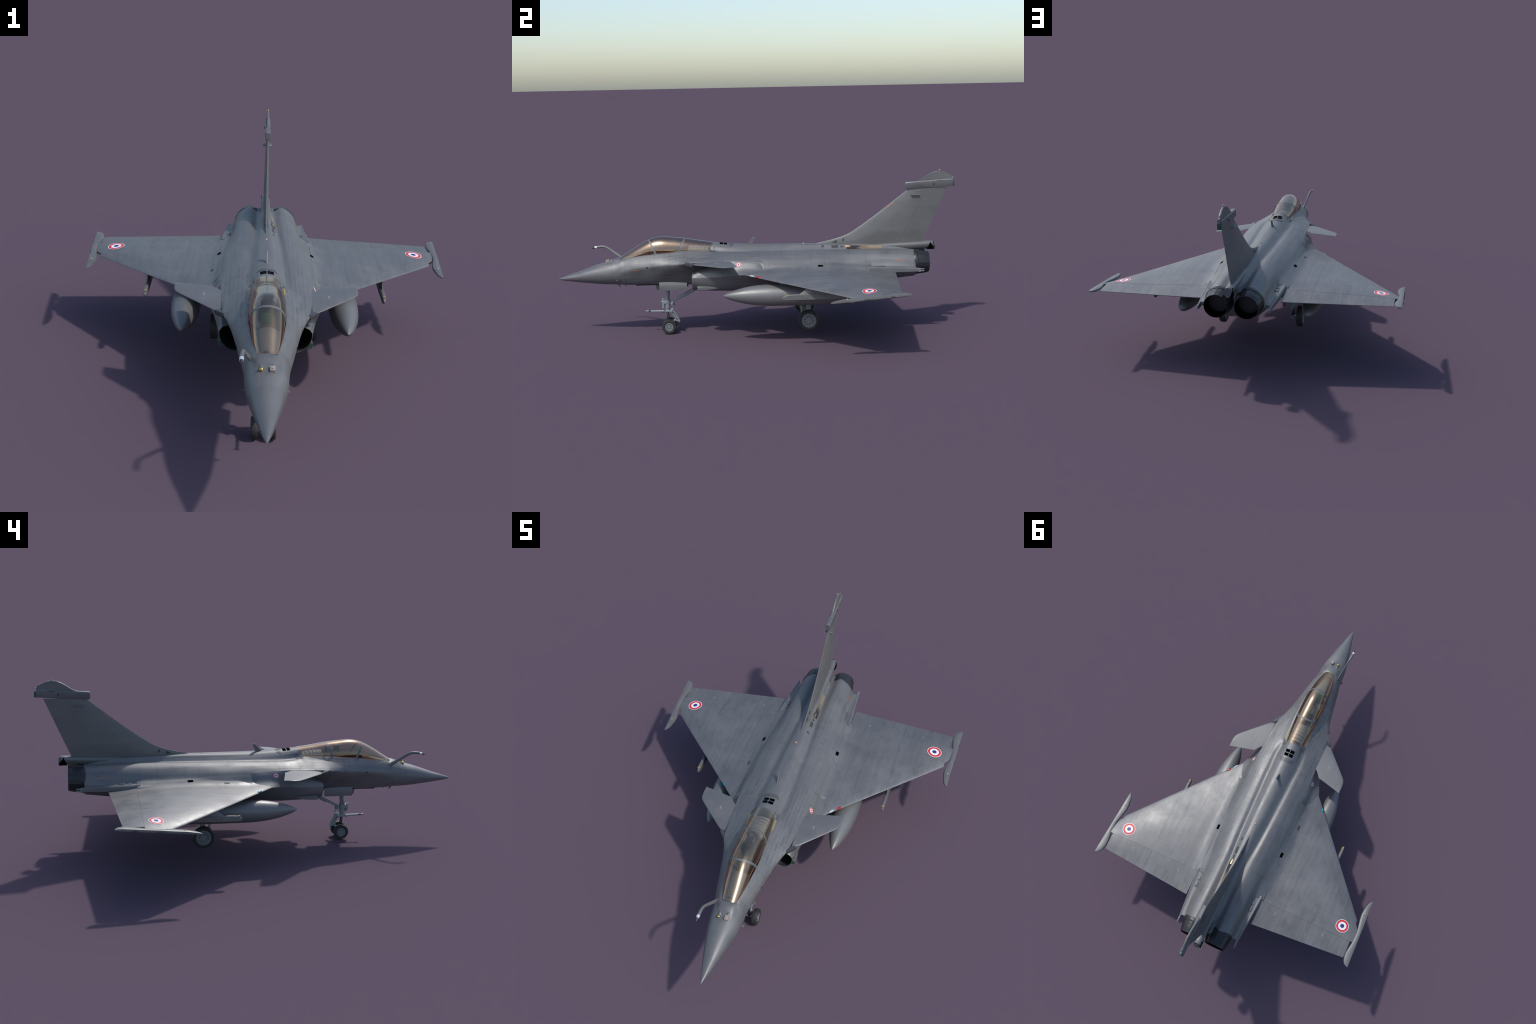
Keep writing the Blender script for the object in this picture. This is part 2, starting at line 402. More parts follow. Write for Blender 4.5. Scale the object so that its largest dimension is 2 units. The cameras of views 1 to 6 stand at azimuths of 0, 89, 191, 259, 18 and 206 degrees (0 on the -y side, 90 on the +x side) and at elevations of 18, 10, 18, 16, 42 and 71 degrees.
ST = [
 nose_ring(-.9995, .2885, .2875, .0006, .288),
 nose_ring(-.985, .2945, .2835, .0065, .289),
 nose_ring(-.95, .3065, .2775, .0165, .292),
 nose_ring(-.90, .3225, .2715, .0290, .297),
 nose_ring(-.85, .3405, .2660, .0410, .303),
 nose_ring(-.80, .3575, .2607, .0515, .309),
 nose_ring(-.74, .3745, .2570, .0610, .317),
 nose_ring(-.679, .3945, .2550, .0655, .325),
 (-.668, [(0,.3855),(.012,.3855),(.026,.3870),(.0305,.3875),(.041,.382),(.053,.367),(.062,.349),(.0665,.328),(.061,.304),(.050,.279),(.036,.262),(.018,.2555),(0,.2545)]),
 (-.60, [(0,.393),(.016,.393),(.037,.3945),(.0445,.4005),(.056,.391),(.068,.375),(.0765,.359),(.080,.343),(.071,.318),(.057,.289),(.041,.264),(.021,.2535),(0,.2525)]),
 (-.53, [(0,.400),(.02,.400),(.0405,.4015),(.0525,.410),(.066,.399),(.080,.382),(.0885,.366),(.0915,.352),(.083,.328),(.067,.294),(.047,.266),(.022,.253),(0,.252)]),
 (-.515, [(0,.35),(.024,.35),(.041,.4020),(.0545,.4122),(.068,.401),(.083,.384),(.0915,.368),(.0945,.355),(.085,.331),(.068,.296),(.048,.2665),(.023,.253),(0,.252)]),
 (-.45, [(0,.345),(.026,.345),(.043,.4030),(.0578,.4175),(.074,.406),(.091,.389),(.102,.374),(.106,.362),(.098,.340),(.072,.301),(.047,.268),(.025,.2535),(0,.252)]),
 (-.38, [(0,.345),(.026,.345),(.0425,.4070),(.057,.424),(.077,.411),(.101,.395),(.118,.381),(.125,.371),(.112,.350),(.079,.311),(.051,.271),(.028,.2535),(0,.252)]),
 (-.346, [(0,.345),(.026,.345),(.042,.4095),(.056,.4255),(.079,.413),(.107,.397),(.129,.384),(.1375,.377),(.116,.353),(.082,.314),(.053,.273),(.03,.2535),(0,.252)]),
 (-.27, [(0,.345),(.026,.345),(.039,.4130),(.0505,.428),(.078,.4165),(.112,.401),(.136,.389),(.1455,.383),(.110,.355),(.077,.320),(.056,.275),(.036,.243),(0,.238)]),
 (-.24, [(0,.40),(.024,.40),(.036,.413),(.047,.4293),(.078,.4175),(.113,.402),(.137,.390),(.147,.385),(.106,.356),(.069,.320),(.056,.275),(.038,.24),(0,.236)]),
 (-.222, [(0,.4615),(.020,.4575),(.037,.4445),(.052,.4258),(.080,.4160),(.114,.4025),(.138,.391),(.148,.3855),(.108,.357),(.071,.321),(.058,.275),(.040,.24),(0,.235)]),
 (-.19, [(0,.4585),(.021,.4545),(.039,.4415),(.056,.4205),(.082,.4160),(.116,.4035),(.1395,.3925),(.149,.3865),(.114,.358),(.080,.322),(.066,.275),(.045,.24),(0,.234)]),
 (-.135, [(0,.4525),(.022,.4490),(.041,.4365),(.062,.4170),(.088,.4150),(.118,.4050),(.1425,.393),(.152,.3860),(.116,.358),(.078,.320),(.062,.275),(.045,.24),(0,.234)]),
 (-.06, [(0,.4478),(.022,.4445),(.042,.4315),(.061,.4166),(.086,.4162),(.118,.4065),(.145,.392),(.157,.3800),(.120,.358),(.080,.320),(.064,.275),(.046,.24),(0,.234)]),
 (0., [(0,.4455),(.022,.4420),(.042,.429),(.060,.4164),(.084,.4166),(.115,.4080),(.146,.390),(.161,.3755),(.124,.354),(.082,.320),(.066,.275),(.048,.24),(0,.234)]),
 (.035, [(0,.4448),(.022,.4414),(.042,.4282),(.059,.4163),(.083,.4168),(.113,.4085),(.145,.389),(.163,.3715),(.186,.3475),(.219,.3300),(.172,.286),(.115,.232),(0,.229)]),
 (.15, [(0,.4435),(.022,.4402),(.040,.427),(.056,.4162),(.079,.4176),(.110,.4092),(.144,.390),(.165,.371),(.182,.3545),(.206,.3345),(.173,.288),(.115,.234),(0,.229)]),
 (.31, [(0,.4422),(.020,.4390),(.035,.4265),(.050,.4158),(.073,.4186),(.102,.4105),(.135,.3885),(.158,.368),(.178,.3562),(.204,.3350),(.168,.290),(.115,.238),(0,.232)]),
 (.45, [(0,.4395),(.018,.4360),(.030,.4235),(.040,.4148),(.066,.4188),(.100,.4070),(.128,.3835),(.148,.362),(.171,.3500),(.194,.3310),(.160,.290),(.110,.249),(0,.242)]),
 (.553, [(0,.4372),(.016,.4335),(.027,.421),(.036,.4130),(.066,.4185),(.099,.4060),(.123,.3825),(.138,.3585),(.158,.3460),(.188,.3335),(.152,.296),(.108,.258),(0,.251)]),
 (.566, [(0,.4368),(.016,.433),(.0265,.420),(.036,.4128),(.066,.4184),(.099,.4058),(.1225,.3820),(.135,.3565),(.143,.345),(.150,.3385),(.145,.305),(.113,.262),(0,.252)]),
 (.70, [(0,.428),(.014,.424),(.023,.413),(.035,.4085),(.066,.4165),(.098,.4045),(.1205,.3815),(.1315,.3565),(.139,.3445),(.1435,.3385),(.134,.304),(.098,.277),(0,.270)]),
 (.788, [(0,.405),(.008,.403),(.018,.396),(.036,.4005),(.0655,.4132),(.095,.4022),(.1160,.3805),(.1275,.3555),(.1300,.345),(.1320,.3385),(.122,.308),(.090,.2845),(0,.281)]),
]
SUB = 6
ys = sorted(set([round(s[0], 4) for s in ST] + [round(y, 4) for y in np.linspace(-.9995, .788, 190)]
                + [-.9975, -.994, -.99]))
ctrl = np.array([[p for p in s[1]] for s in ST])          # stations x 13 x 2
stY = [s[0] for s in ST]
nC = ctrl.shape[1]
X = np.array([[pchip(stY, ctrl[:, j, c], ys) for c in range(2)] for j in range(nC)])   # 13,2,rows
rings = []
for i, y in enumerate(ys):
    half = catmull([X[j, :, i] for j in range(nC)], SUB)
    r = [(p[0], y, p[1]) for p in half] + [(-p[0], y, p[1]) for p in half[-2:0:-1]]
    rings.append(r)
n_r = len(rings[0]); n_half = (nC - 1) * SUB
Vf, Ff = loft(rings, cap0=True, cap1=True)
# region of every face: radome / cockpit lining / fuselage
def row_of(f): return f[0] // n_r
region = []
for f in Ff:
    if len(f) != 4: region.append(0 if f[0] > n_r else 1); continue
    i = row_of(f); j = f[0] % n_r
    jj = min(j, n_r - 1 - j)
    ym = .5 * (ys[i] + ys[i + 1])
    if ym < -.80: region.append(1)
    elif -.668 < ym < -.229 and jj < 3 * SUB: region.append(2)
    else: region.append(0)

def split_surface(V, F, region, specs):
    """one smooth surface -> several objects sharing border vertices and normals"""
    me = bpy.data.meshes.new('tmp'); me.from_pydata(V, [], F); me.update()
    bm = bmesh.new(); bm.from_mesh(me); bmesh.ops.recalc_face_normals(bm, faces=bm.faces); bm.to_mesh(me); bm.free()
    polys = [tuple(p.vertices) for p in me.polygons]
    nor = [v.normal.copy() for v in me.vertices]
    out = []
    for k, (name, mat, keep) in enumerate(specs):
        idx = {}; fs = []
        for f, r in zip(polys, region):
            if r != k: continue
            fs.append(tuple(idx.setdefault(v, len(idx)) for v in f))
        vs = [None] * len(idx); ns = [None] * len(idx)
        for v, i in idx.items(): vs[i] = V[v]; ns[i] = nor[v]
        m2 = bpy.data.meshes.new(name); m2.from_pydata(vs, [], fs); m2.update()
        m2.materials.append(mat)
        m2.polygons.foreach_set('use_smooth', [True] * len(m2.polygons))
        if keep: m2.normals_split_custom_set_from_vertices(ns)
        else: m2.set_sharp_from_angle(angle=math.radians(35))
        o = bpy.data.objects.new(name, m2); SC.objects.link(o); o.parent = root
        out.append(o)
    bpy.data.meshes.remove(me)
    return out
fus, radome, tub = split_surface(Vf, Ff, region,
    [('fuselage', M['fus'], True), ('radome', M['radome'], True), ('cockpit_lining', M['brown'], False)])
tub.data.materials.append(M['cgrey'])
for p in tub.data.polygons:
    if abs(p.center.x) < float(pchip(stY, ctrl[:, 2, 0], [p.center.y])[0]) - .0005: p.material_index = 1

# ------------------------------------------------------------------ intakes
def intake(sx):
    # outer skin sections: (y, points) inner-top round to inner-bottom
    S = [(-.312, [(.098,.3250),(.118,.3270),(.138,.3220),(.1500,.307),(.1475,.284),(.1360,.261),(.118,.2445),(.097,.2375),(.076,.240)]),
         (-.27, [(.100,.340),(.122,.343),(.145,.333),(.1570,.3075),(.1525,.280),(.1390,.257),(.119,.2410),(.097,.2345),(.07,.236)]),
         (-.22, [(.106,.358),(.132,.359),(.154,.341),(.1665,.3105),(.1570,.279),(.1410,.254),(.120,.2375),(.095,.232),(.06,.234)]),
         (-.17, [(.114,.374),(.143,.373),(.1610,.349),(.1785,.3165),(.1620,.279),(.1440,.252),(.120,.2355),(.092,.231),(.05,.233)]),
         (-.12, [(.139,.3930),(.1540,.3840),(.1690,.353),(.1890,.3215),(.1670,.279),(.1470,.2505),(.120,.2338),(.09,.2305),(.04,.232)]),
         (-.06, [(.141,.3925),(.1590,.3800),(.1810,.3495),(.2125,.3275),(.1715,.2825),(.147,.2515),(.116,.2335),(.085,.2310),(.03,.232)]),
         (0., [(.142,.3910),(.1625,.3762),(.1860,.3465),(.2220,.3262),(.1715,.2845),(.146,.2530),(.114,.2340),(.084,.2315),(.03,.232)]),
         (.07, [(.130,.3830),(.1500,.3660),(.1720,.3420),(.1980,.3260),(.167,.2860),(.138,.2570),(.110,.2390),(.080,.2360),(.02,.238)])]
    yq = sorted(set([s[0] for s in S] + list(np.linspace(-.312, .07, 44))))
    C = np.array([s[1] for s in S]); Ys = [s[0] for s in S]
    rings = []
    for y in yq:
        P = [np.array([pchip(Ys, C[:, j, 0], [y])[0], pchip(Ys, C[:, j, 1], [y])[0]]) for j in range(C.shape[1])]
        # polyline smoothed, crease kept between points 2-3-4
        pts = []
        for i in range(len(P) - 1):
            p0 = P[max(i-1, 0)]; p1, p2 = P[i], P[i+1]; p3 = P[min(i+2, len(P)-1)]
            if i == 3: p0 = 2*p1 - p2 * 1.0
            if i == 2: p3 = 2*p2 - p1
            for s in range(6):
                t = s / 6
                pts.append(.5 * (2*p1 + (p2-p0)*t + (2*p0-5*p1+4*p2-p3)*t*t + (3*p1-p0-3*p2+p3)*t**3))
        pts.append(P[-1])
        k = np.linspace(0, 1, len(pts))
        bow = -.004 * np.sin(np.pi * k) * max(0., (-.27 - y) / .042)     # lip bulges forward
        rings.append([(sx * p[0], y + b, p[1]) for p, b in zip(pts, bow)])
    lip = rings[0]; cx, cz = .112, .29
    # lip rolls inwards, then the duct runs back
    def inner(k, dy):
        r = []
        for (x, y, z) in lip:
            r.append((sx * (cx + (abs(x) - cx) * k), y + dy, cz + (z - cz) * k))
        return r
    V1, F1 = loft([inner(.955, .004), inner(.975, -.0012)] + [rings[0]] + rings[1:], closed=False, cap0=False, cap1=False)
    o = obj_from('air_intake', V1, F1, M['fus'], angle=50)
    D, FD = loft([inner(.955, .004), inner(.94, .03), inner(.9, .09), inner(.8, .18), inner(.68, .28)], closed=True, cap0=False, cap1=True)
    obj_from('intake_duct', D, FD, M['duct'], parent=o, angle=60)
    # forward sensor blister with a green window, low on the outer wall
    W = []
    for y, k in ((-.290, 1.), (-.286, 1.04), (-.24, .95), (-.205, .55), (-.178, .08)):
        cxx, czz = .1425 - .002 * (y + .29) / .1, .2535
        ring = [(cxx + .0105*k*cu, y, czz + .0098*k*cv) for cu, cv in
                ((1, .75), (.85, 1), (-.15, 1.), (-.55, 0), (-.95, -.85), (-.75, -1), (.75, -1), (.98, -.7))]
        W.append([(sx*a, b, c) for a, b, c in ring])
    Vb, Fb = loft(W)
    s = obj_from('warning_sensor', Vb, Fb, M['plain'], parent=o, angle=30)
    G = [(sx*(.1425 + (abs(p[0]) - .1425)*.9), -.2912, .2535 + (p[2]-.2535)*.9) for p in W[0]]
    G2 = [(p[0], -.2885, p[2]) for p in G]
    Vg, Fg = loft([G, G2]); obj_from('sensor_window', Vg, Fg, M['green'], parent=o, smooth=False)
for sx in (1, -1): intake(sx)

# ------------------------------------------------------------------ wings
SHC = [0, .01, .03, .08, .16, .30, .5, .66, .82, 1.]
SHU = [0, .12, .24, .42, .62, .86, 1., .88, .58, .06]
SHL = [0, -.12, -.19, -.26, -.30, -.28, -.20, -.13, -.08, -.06]
def wing_geo(x):
    le = (-.055 + 1.155 * (x - .2145), .3275 - .088 * (x - .2145))
    te = (.682 - .085 * (x - .175), .3155 - .017 * (x - .175))
    k = min(1, (x - .2) / .45)
    return le, te, .0225 - .0095 * k, .026 - .012 * k
FWY = [-.05, 0., .10, .33, .45, .5555, .60]
FWK = [0., .25, 1., 1., .75, .40, .1]
def wing_pt(x, y, upper=True):
    le, te, hu, hl = wing_geo(x)
    c = (y - le[0]) / (te[0] - le[0])
    z = le[1] + (te[1] - le[1]) * c
    if upper and x < .22:      # fillet into the body
        z += .014 * ((.22 - x) / .046) ** 2 * float(np.interp(y, FWY, FWK))
    return z + (hu * pchip(SHC, SHU, [c])[0] if upper else hl * pchip(SHC, SHL, [c])[0])
HINGE = lambda x: .5555
def section(x, y0, y1, n=26, blunt=False):
    """closed ring at span x between chord stations, cosine spaced"""
    up, lo = [], []
    for i in range(n + 1):
        t = i / n
        t = (1 - math.cos(math.pi * t)) / 2 if not blunt else t
        y = y0 + (y1 - y0) * t
        up.append((x, y, wing_pt(x, y, True))); lo.append((x, y, wing_pt(x, y, False)))
    return up + lo[-2 if abs(up[-1][2]-lo[-1][2]) < 1e-5 else -1:0:-1]
def wing(sx):
    xs = list(np.concatenate([np.linspace(.172, .22, 9), np.linspace(.235, .6455, 22)]))
    R = []
    for x in xs:
        le = wing_geo(x)[0][0]
        # clipped leading edge corner beside the tip launcher
        R.append([(sx*a, b, c) for a, b, c in section(x, le + 1e-6, HINGE(x) - .0002, 30)])
    n = min(len(r) for r in R); V, F = loft([r[:n] for r in R])
    w = obj_from('wing', V, F, M['wing'], angle=40)
    # tip stub joining wing and launcher
    R = []
    for x, y0 in ((.640, .462), (.648, .464), (.656, .474), (.664, .486), (.672, .500)):
        R.append([(sx*a, b, c + (b < y0 + .004) * 0) for a, b, c in section(x, y0, .5553, 12, True)])
    V, F = loft(R); obj_from('wing_tip', V, F, M['wing'], parent=w, angle=40)
    # elevons: inner and outer panel
    for a, b in ((.1765, .4341), (.4345, .654)):
        R = []
        for x in np.linspace(a, b, 8):
            te = wing_geo(x)[1][0]
            R.append([(sx*p, q, r - .0004) for p, q, r in section(x, HINGE(x) + .0002, te, 14, True)])
        V, F = loft(R)
        obj_from('elevon', V, F, M['elevon'], parent=w, angle=40)
    return w
wings = [wing(1), wing(-1)]

# wing-tip launchers: straight outer edge, waisted inner edge
def tip_launcher(sx):
    inner = [(.326,.677),(.337,.6665),(.363,.6585),(.408,.6525),(.443,.657),(.476,.663),(.508,.667),(.543,.666),(.581,.6605),(.617,.656),(.648,.660),(.668,.670),(.676,.680)]
    yy = np.linspace(.3225, .677, 46); R = []
    for y in yy:
        xi = pchip([p[0] for p in [(.3225, .680)] + inner + [(.677, .685)]], [p[1] for p in [(.3225, .680)] + inner + [(.677, .685)]], [y])[0]
        xo = .6815 + .0115 * (y - .3225) / .354
        zc = .2805 + .0335 * (y - .3225) / .354
        h = .0095 * min(1., ((y - .3185) / .06)) ** .6 * min(1., ((.6795 - y) / .035)) ** .5
        zu = zc + .0025 + h * .75; zl = zc + .0025 - h
        m = .5 * (xi + xo)
        w = max(xo - xi, .002)
        ring = [(xi, zc + .001), (xi + .1*w, zu - .15*h), (xi + .3*w, zu), (xo - .2*w, zu), (xo - .02*w, zu - .2*h), (xo, zc + .1*h), (xo, zc - .2*h),
                (xo - .12*w, zl + .2*h), (xo - .3*w, zl), (xi + .4*w, zl), (xi + .12*w, zl + .5*h)]
        R.append([(sx*a, y, b) for a, b in ring])
    V, F = loft(R)
    o = obj_from('wingtip_launcher', V, F, M['rail'], angle=45)
    V, F = revolve([(-.001, .0), (0, .0032), (.002, .0032), (.0045, .002), (.005, 0)], (sx*.671, .3952, .2955), 'z', 14)
    obj_from('formation_lamp', V, F, M['lampo'], parent=o)
    for z0, y0, y1 in ((.2985, .47, .51), (.2885, .40, .425), (.3095, .585, .605)):
        V, F = box((sx*(.6825 + .0115*((y0+y1)/2-.3225)/.354), (y0+y1)/2, z0 - .002), (.0035, y1-y0, .005), bev=.0006)
        obj_from('latch_cover', V, F, M['seat'], parent=o)
    # dark seeker tip
    return o
for sx in (1, -1): tip_launcher(sx)

# underwing missile rail and pylon
def pylon(sx):
    x0 = .4335
    R = []
    for y, zt, zb, w in ((.1165,.2575,.2545,.0012),(.120,.2635,.2495,.004),(.130,.2695,.2465,.0062),(.150,.2735,.2458,.0068),
                         (.196,.2745,.2462,.0068),(.30,.2750,.2470,.0068),(.46,.2760,.2485,.0068),(.53,.2755,.2500,.0055),(.545,.270,.255,.003)):
        zm = .5*(zt+zb); b = .003
        R.append([(sx*(x0+a*w), y, c) for a, c in ((-1, zm), (-1, zt-b if zt-b > zm else zm), (-.55, zt), (.55, zt), (1, zt-b if zt-b > zm else zm), (1, zm),
                  (1, zb+b if zb+b < zm else zm), (.55, zb), (-.55, zb), (-1, zb+b if zb+b < zm else zm))])
    V, F = loft(R)
    o = obj_from('missile_rail', V, F, M['rail'], angle=35)
    Rp = []
    for z in (.2735, .2800, .2900, .3000, .3060):
        f = (z - .2735) / .0325
        y0 = .194 + .026 * min(1, (z-.2735)/.024) + .012*f; y1 = .50 - .02 * f
        ring = []
        for t in np.linspace(0, 1, 13):
            ring.append((y0 + (y1-y0)*t, .0058 * min(1, (t/.06)) ** .7 * min(1, (1-t)/.35) ** .8))
        Rp.append([(sx*(x0+w), y, z) for y, w in ring] + [(sx*(x0-w), y, z) for y, w in ring[-2:0:-1]])
    V, F = loft(Rp); obj_from('pylon', V, F, M['rail'], parent=o, angle=35)
    for y, z in ((.21,.262),(.226,.257),(.235,.262),(.30,.29)):
        for s2 in (1, -1):
            V, F = revolve([(-.0008, .0022), (.0008, .0022)], (sx*x0 + s2*.0068, y, z), 'x', 10)
            obj_from('fastener', V, F, M['dark'], parent=o)
    V, F = box((sx*x0, .1315, .2712), (.0095, .012, .0022), bev=.0006); obj_from('yellow_band', V, F, M['yellow'], parent=o)
for sx in (1, -1): pylon(sx)

# drop tanks
def tank(sx):
    prof = [(-.1625, .0004), (-.160, .003), (-.15, .0095), (-.13, .0185), (-.10, .0285), (-.06, .0385), (-.02, .0455), (.03, .0505), (.08, .0525), (.20, .0525),
            (.30, .0525), (.38, .0512), (.45, .0470), (.51, .0405), (.56, .0330), (.60, .0240), (.622, .0150), (.632, .0060), (.6335, .0003)]
    pa = [p[0] for p in prof]; pr = [p[1] for p in prof]
    q = np.concatenate([[-.1625, -.1615], np.linspace(-.159, .6335, 66)])
    V, F = revolve([(a, float(pchip(pa, pr, [a])[0])) for a in q], (sx*.281, 0, .2415), 'y', 44)
    o = obj_from('drop_tank', V, F, M['tank'])
    R = []
    for z in (.285, .300, .318):
        y0, y1 = .10 + (z - .285) * .8, .57
        ring = [(y0 + (y1-y0)*t, .010 * min(1, t/.08) ** .7 * min(1, (1-t)/.4) ** .8) for t in np.linspace(0, 1, 15)]
        R.append([(sx*(.281+w), y, z) for y, w in ring] + [(sx*(.281-w), y, z) for y, w in ring[-2:0:-1]])
    V, F = loft(R); obj_from('pylon', V, F, M['plain'], parent=o, angle=35)
for sx in (1, -1): tank(sx)

# ------------------------------------------------------------------ canards
def canard(sx):
    R = []
    for x, le, te, zl, zt, t in ((.146,-.310,-.165,.3735,.388,.0050),(.1645,-.305,-.146,.3735,.3885,.0050),(.181,-.291,-.1235,.3745,.3885,.0046),(.22,-.251,-.114,.377,.3885,.0040),
                                 (.26,-.2095,-.104,.379,.3875,.0033),(.290,-.178,-.0965,.381,.387,.0026),(.2985,-.167,-.0943,.3815,.387,.0024),
                                 (.3035,-.157,-.093,.382,.387,.0021),(.3065,-.142,-.0915,.383,.387,.0016)):
        up, lo = [], []
        for i in range(15):
            c = (1 - math.cos(math.pi * i / 14)) / 2
            h = t * (2.6 * math.sqrt(max(c, 0)) * (1 - c) ** .9 if c < 1 else 0) * .9 + .0004
            y = le + (te - le) * c; z = zl + (zt - zl) * c
            up.append((sx*x, y, z + h)); lo.append((sx*x, y, z - h))
        R.append(up + lo[::-1])
    V, F = loft(R)
    o = obj_from('canard', V, F, M['plain'], angle=40)
    for y in (-.198, -.188):
        V, F = revolve([(-.001, .0028), (.0012, .0028), (.0017, .0012)], (sx*.205, y, .3855), 'z', 10)
        obj_from('fastener', V, F, M['lgrey'], parent=o)
    # root pivot fairing
    a, b = Vector((sx*.1375, -.346, .3745)), Vector((sx*.161, -.311, .3715))
    R = []
    d = (b - a).normalized(); sd = Vector((-d.y, d.x, 0)) * sx
    for k, w, h in ((-.10, .0005, .0070), (-.07, .0030, .0078), (.5, .0055, .0080), (.92, .0060, .0075), (1.08, .0045, .0035)):
        p = a + (b - a) * k
        R.append([tuple(p + sd*w*u*-1 + Vector((0, 0, h*v))) for u, v in ((1.,-.9),(1.,.85),(.85,1),(-1.6,1),(-1.6,-1),(.9,-1))])
    V, F = loft(R); obj_from('pivot_fairing', V, F, M['stub'], parent=o, angle=30)
for sx in (1, -1): canard(sx)

# ------------------------------------------------------------------ fin
LEz = [.425, .441, .4582, .4753, .4941, .5138, .5644, .701, .712]
LEy = [.27, .299, .3726, .4338, .4766, .5072, .5805, .7597, .774]
def fin_hw(z): return .0125 - .0068 * (z - .44) / .27
R = []
for z in list(np.linspace(.428, .52, 16)) + list(np.linspace(.53, .7125, 14)):
    le = float(pchip(LEz, LEy, [z])[0]); te = .8436 + (z - .4448) * .436
    hw = fin_hw(z)
    if z < .5: hw *= .55 + .45 * (z - .428) / .072
    ring = []
    for i in range(25):
        c = (1 - math.cos(math.pi * i / 24)) / 2
        ring.append((le + (te-le)*c, hw * min(1, (c/.30)) ** .55 * (1 if c < .5 else 1 - .88*((c-.5)/.5)**1.4)))
    R.append([(w, y, z) for y, w in ring] + [(-w, y, z) for y, w in ring[-1:0:-1]])
V, F = loft(R)
fin = obj_from('tail_fin', V, F, M['fin'], angle=40)
# brake-parachute housing at the fin's foot
R = []
for y, zt, zb, w in ((.555,.4335,.415,.013),(.62,.4360,.409,.017),(.70,.4380,.404,.0185),(.78,.4405,.402,.0185),(.84,.4430,.4025,.018),(.872,.4445,.4045,.0175),(.8905,.4450,.410,.0165)):
    zm = zb + (zt-zb)*.62
    half = [(0, zt), (.5*w, zt-.0012), (.85*w, zt-.006), (w, zm), (.82*w, zb+(zt-zb)*.3), (.4*w, zb+.003), (0, zb)]
    half = catmull(half, 4)
    R.append([(p[0], y, p[1]) for p in half] + [(-p[0], y, p[1]) for p in half[-2:0:-1]])
R.append([(p[0], .8985 if p[2] < .43 else .891, .427 + (p[2]-.427)*.98) for p in R[-1]])
V, F = loft(R, cap1=True)
chute = obj_from('parachute_housing', V, F, M['fin'], angle=40)
V, F = plate([(.878,.4405),(.8995,.4045),(.8995,.4035),(.862,.4035)], 'x', -.0178, .0178)
obj_from('housing_lip', V, F, M['black'], parent=chute, smooth=False)
V, F = revolve([(0,.0), (0,.0155), (.0015,.0155), (.0015,0)], (0, .8992, .4265), 'y', 20)
V = [(v[0], v[1] - (v[2]-.4265)*.2, .4255 + (v[2]-.4265)*(1.22 if v[2] > .4265 else 1.35)) for v in V]
obj_from('housing_door', V, F, M['midgrey'], parent=chute, angle=30)
# equipment pod across the fin top
R = []
for y, s in ((.7515,.80),(.7535,.93),(.757,1.),(.80,1.),(.90,1.),(.985,1.),(.990,.97)):
    f = (y - .7515) / .2415
    zb, zt = .7075 + .012*f, .7415 + .0155*f
    zc = .5*(zb+zt); h = .5*(zt-zb)*s; w = .0105*s*(1 - .15*max(0, f-.6))
    R.append([(w*a, y, zc+h*b) for a, b in ((-1,-.7),(-.75,-1),(.75,-1),(1,-.7),(1,.75),(.7,1),(-.7,1),(-1,.75))])
V, F = loft(R)
pod = obj_from('fin_pod', V, F, M['plain'], parent=fin, angle=30)
V, F = box((0, .9935, .7335), (.0165, .0115, .0285), bev=.002)
obj_from('sensor_window', V, F, M['green'], parent=fin)
V, F = revolve([(-.006,.0035),(.002,.0035),(.0055,.002),(.0065,0)], (0, .988, .762), 'y', 12)
obj_from('tail_lamp', V, F, M['lampw'], parent=fin)
for s in (1, -1):
    V, F = revolve([(-.001,.0038),(.002,.0036),(.0042,.002),(.0048,0)], (0,0,0), 'x', 14)
    obj_from('sensor_dome', [(s*(.0103+v[0]), .8937+v[1], .7317+v[2]) for v in V], F, M['oleo'], parent=fin)
    V, F = box((s*.0100, .925, .7475), (.0016, .03, .0022)); obj_from('pod_slot_strip', V, F, M['dark'], parent=fin)  # dark strip on the pod side stands in for a slot
    V, F = plate([(s*.004,.7775),(s*.0185,.783),(s*.0185,.822),(s*.004,.829)], 'z', .6765, .6800, bev=.0008)
    obj_from('side_antenna', V, F, M['plain'], parent=fin, angle=30)
cap = [(.815,.742),(.835,.7565),(.86,.7735),(.884,.7870),(.905,.7935),(.925,.7945),(.945,.7910),(.965,.7820),(.985,.7710),(.987,.752),(.93,.748)]
V, F = plate(smooth_closed(cap, 5), 'x', -.0045, .0045, bev=.0025)
obj_from('fin_cap', V, F, M['fin'], parent=fin, angle=40)
V, F = merge(rod((0, .9227, .784), (0, .9235, .797), .0026), )
obj_from('lamp_post', V, F, M['plain'], parent=fin)
V, F = revolve([(-.002,.0028),(.003,.0028),(.0055,.0015)], (0, .9235, .7985), 'z', 10); obj_from('beacon', V, F, M['lampo'], parent=fin)

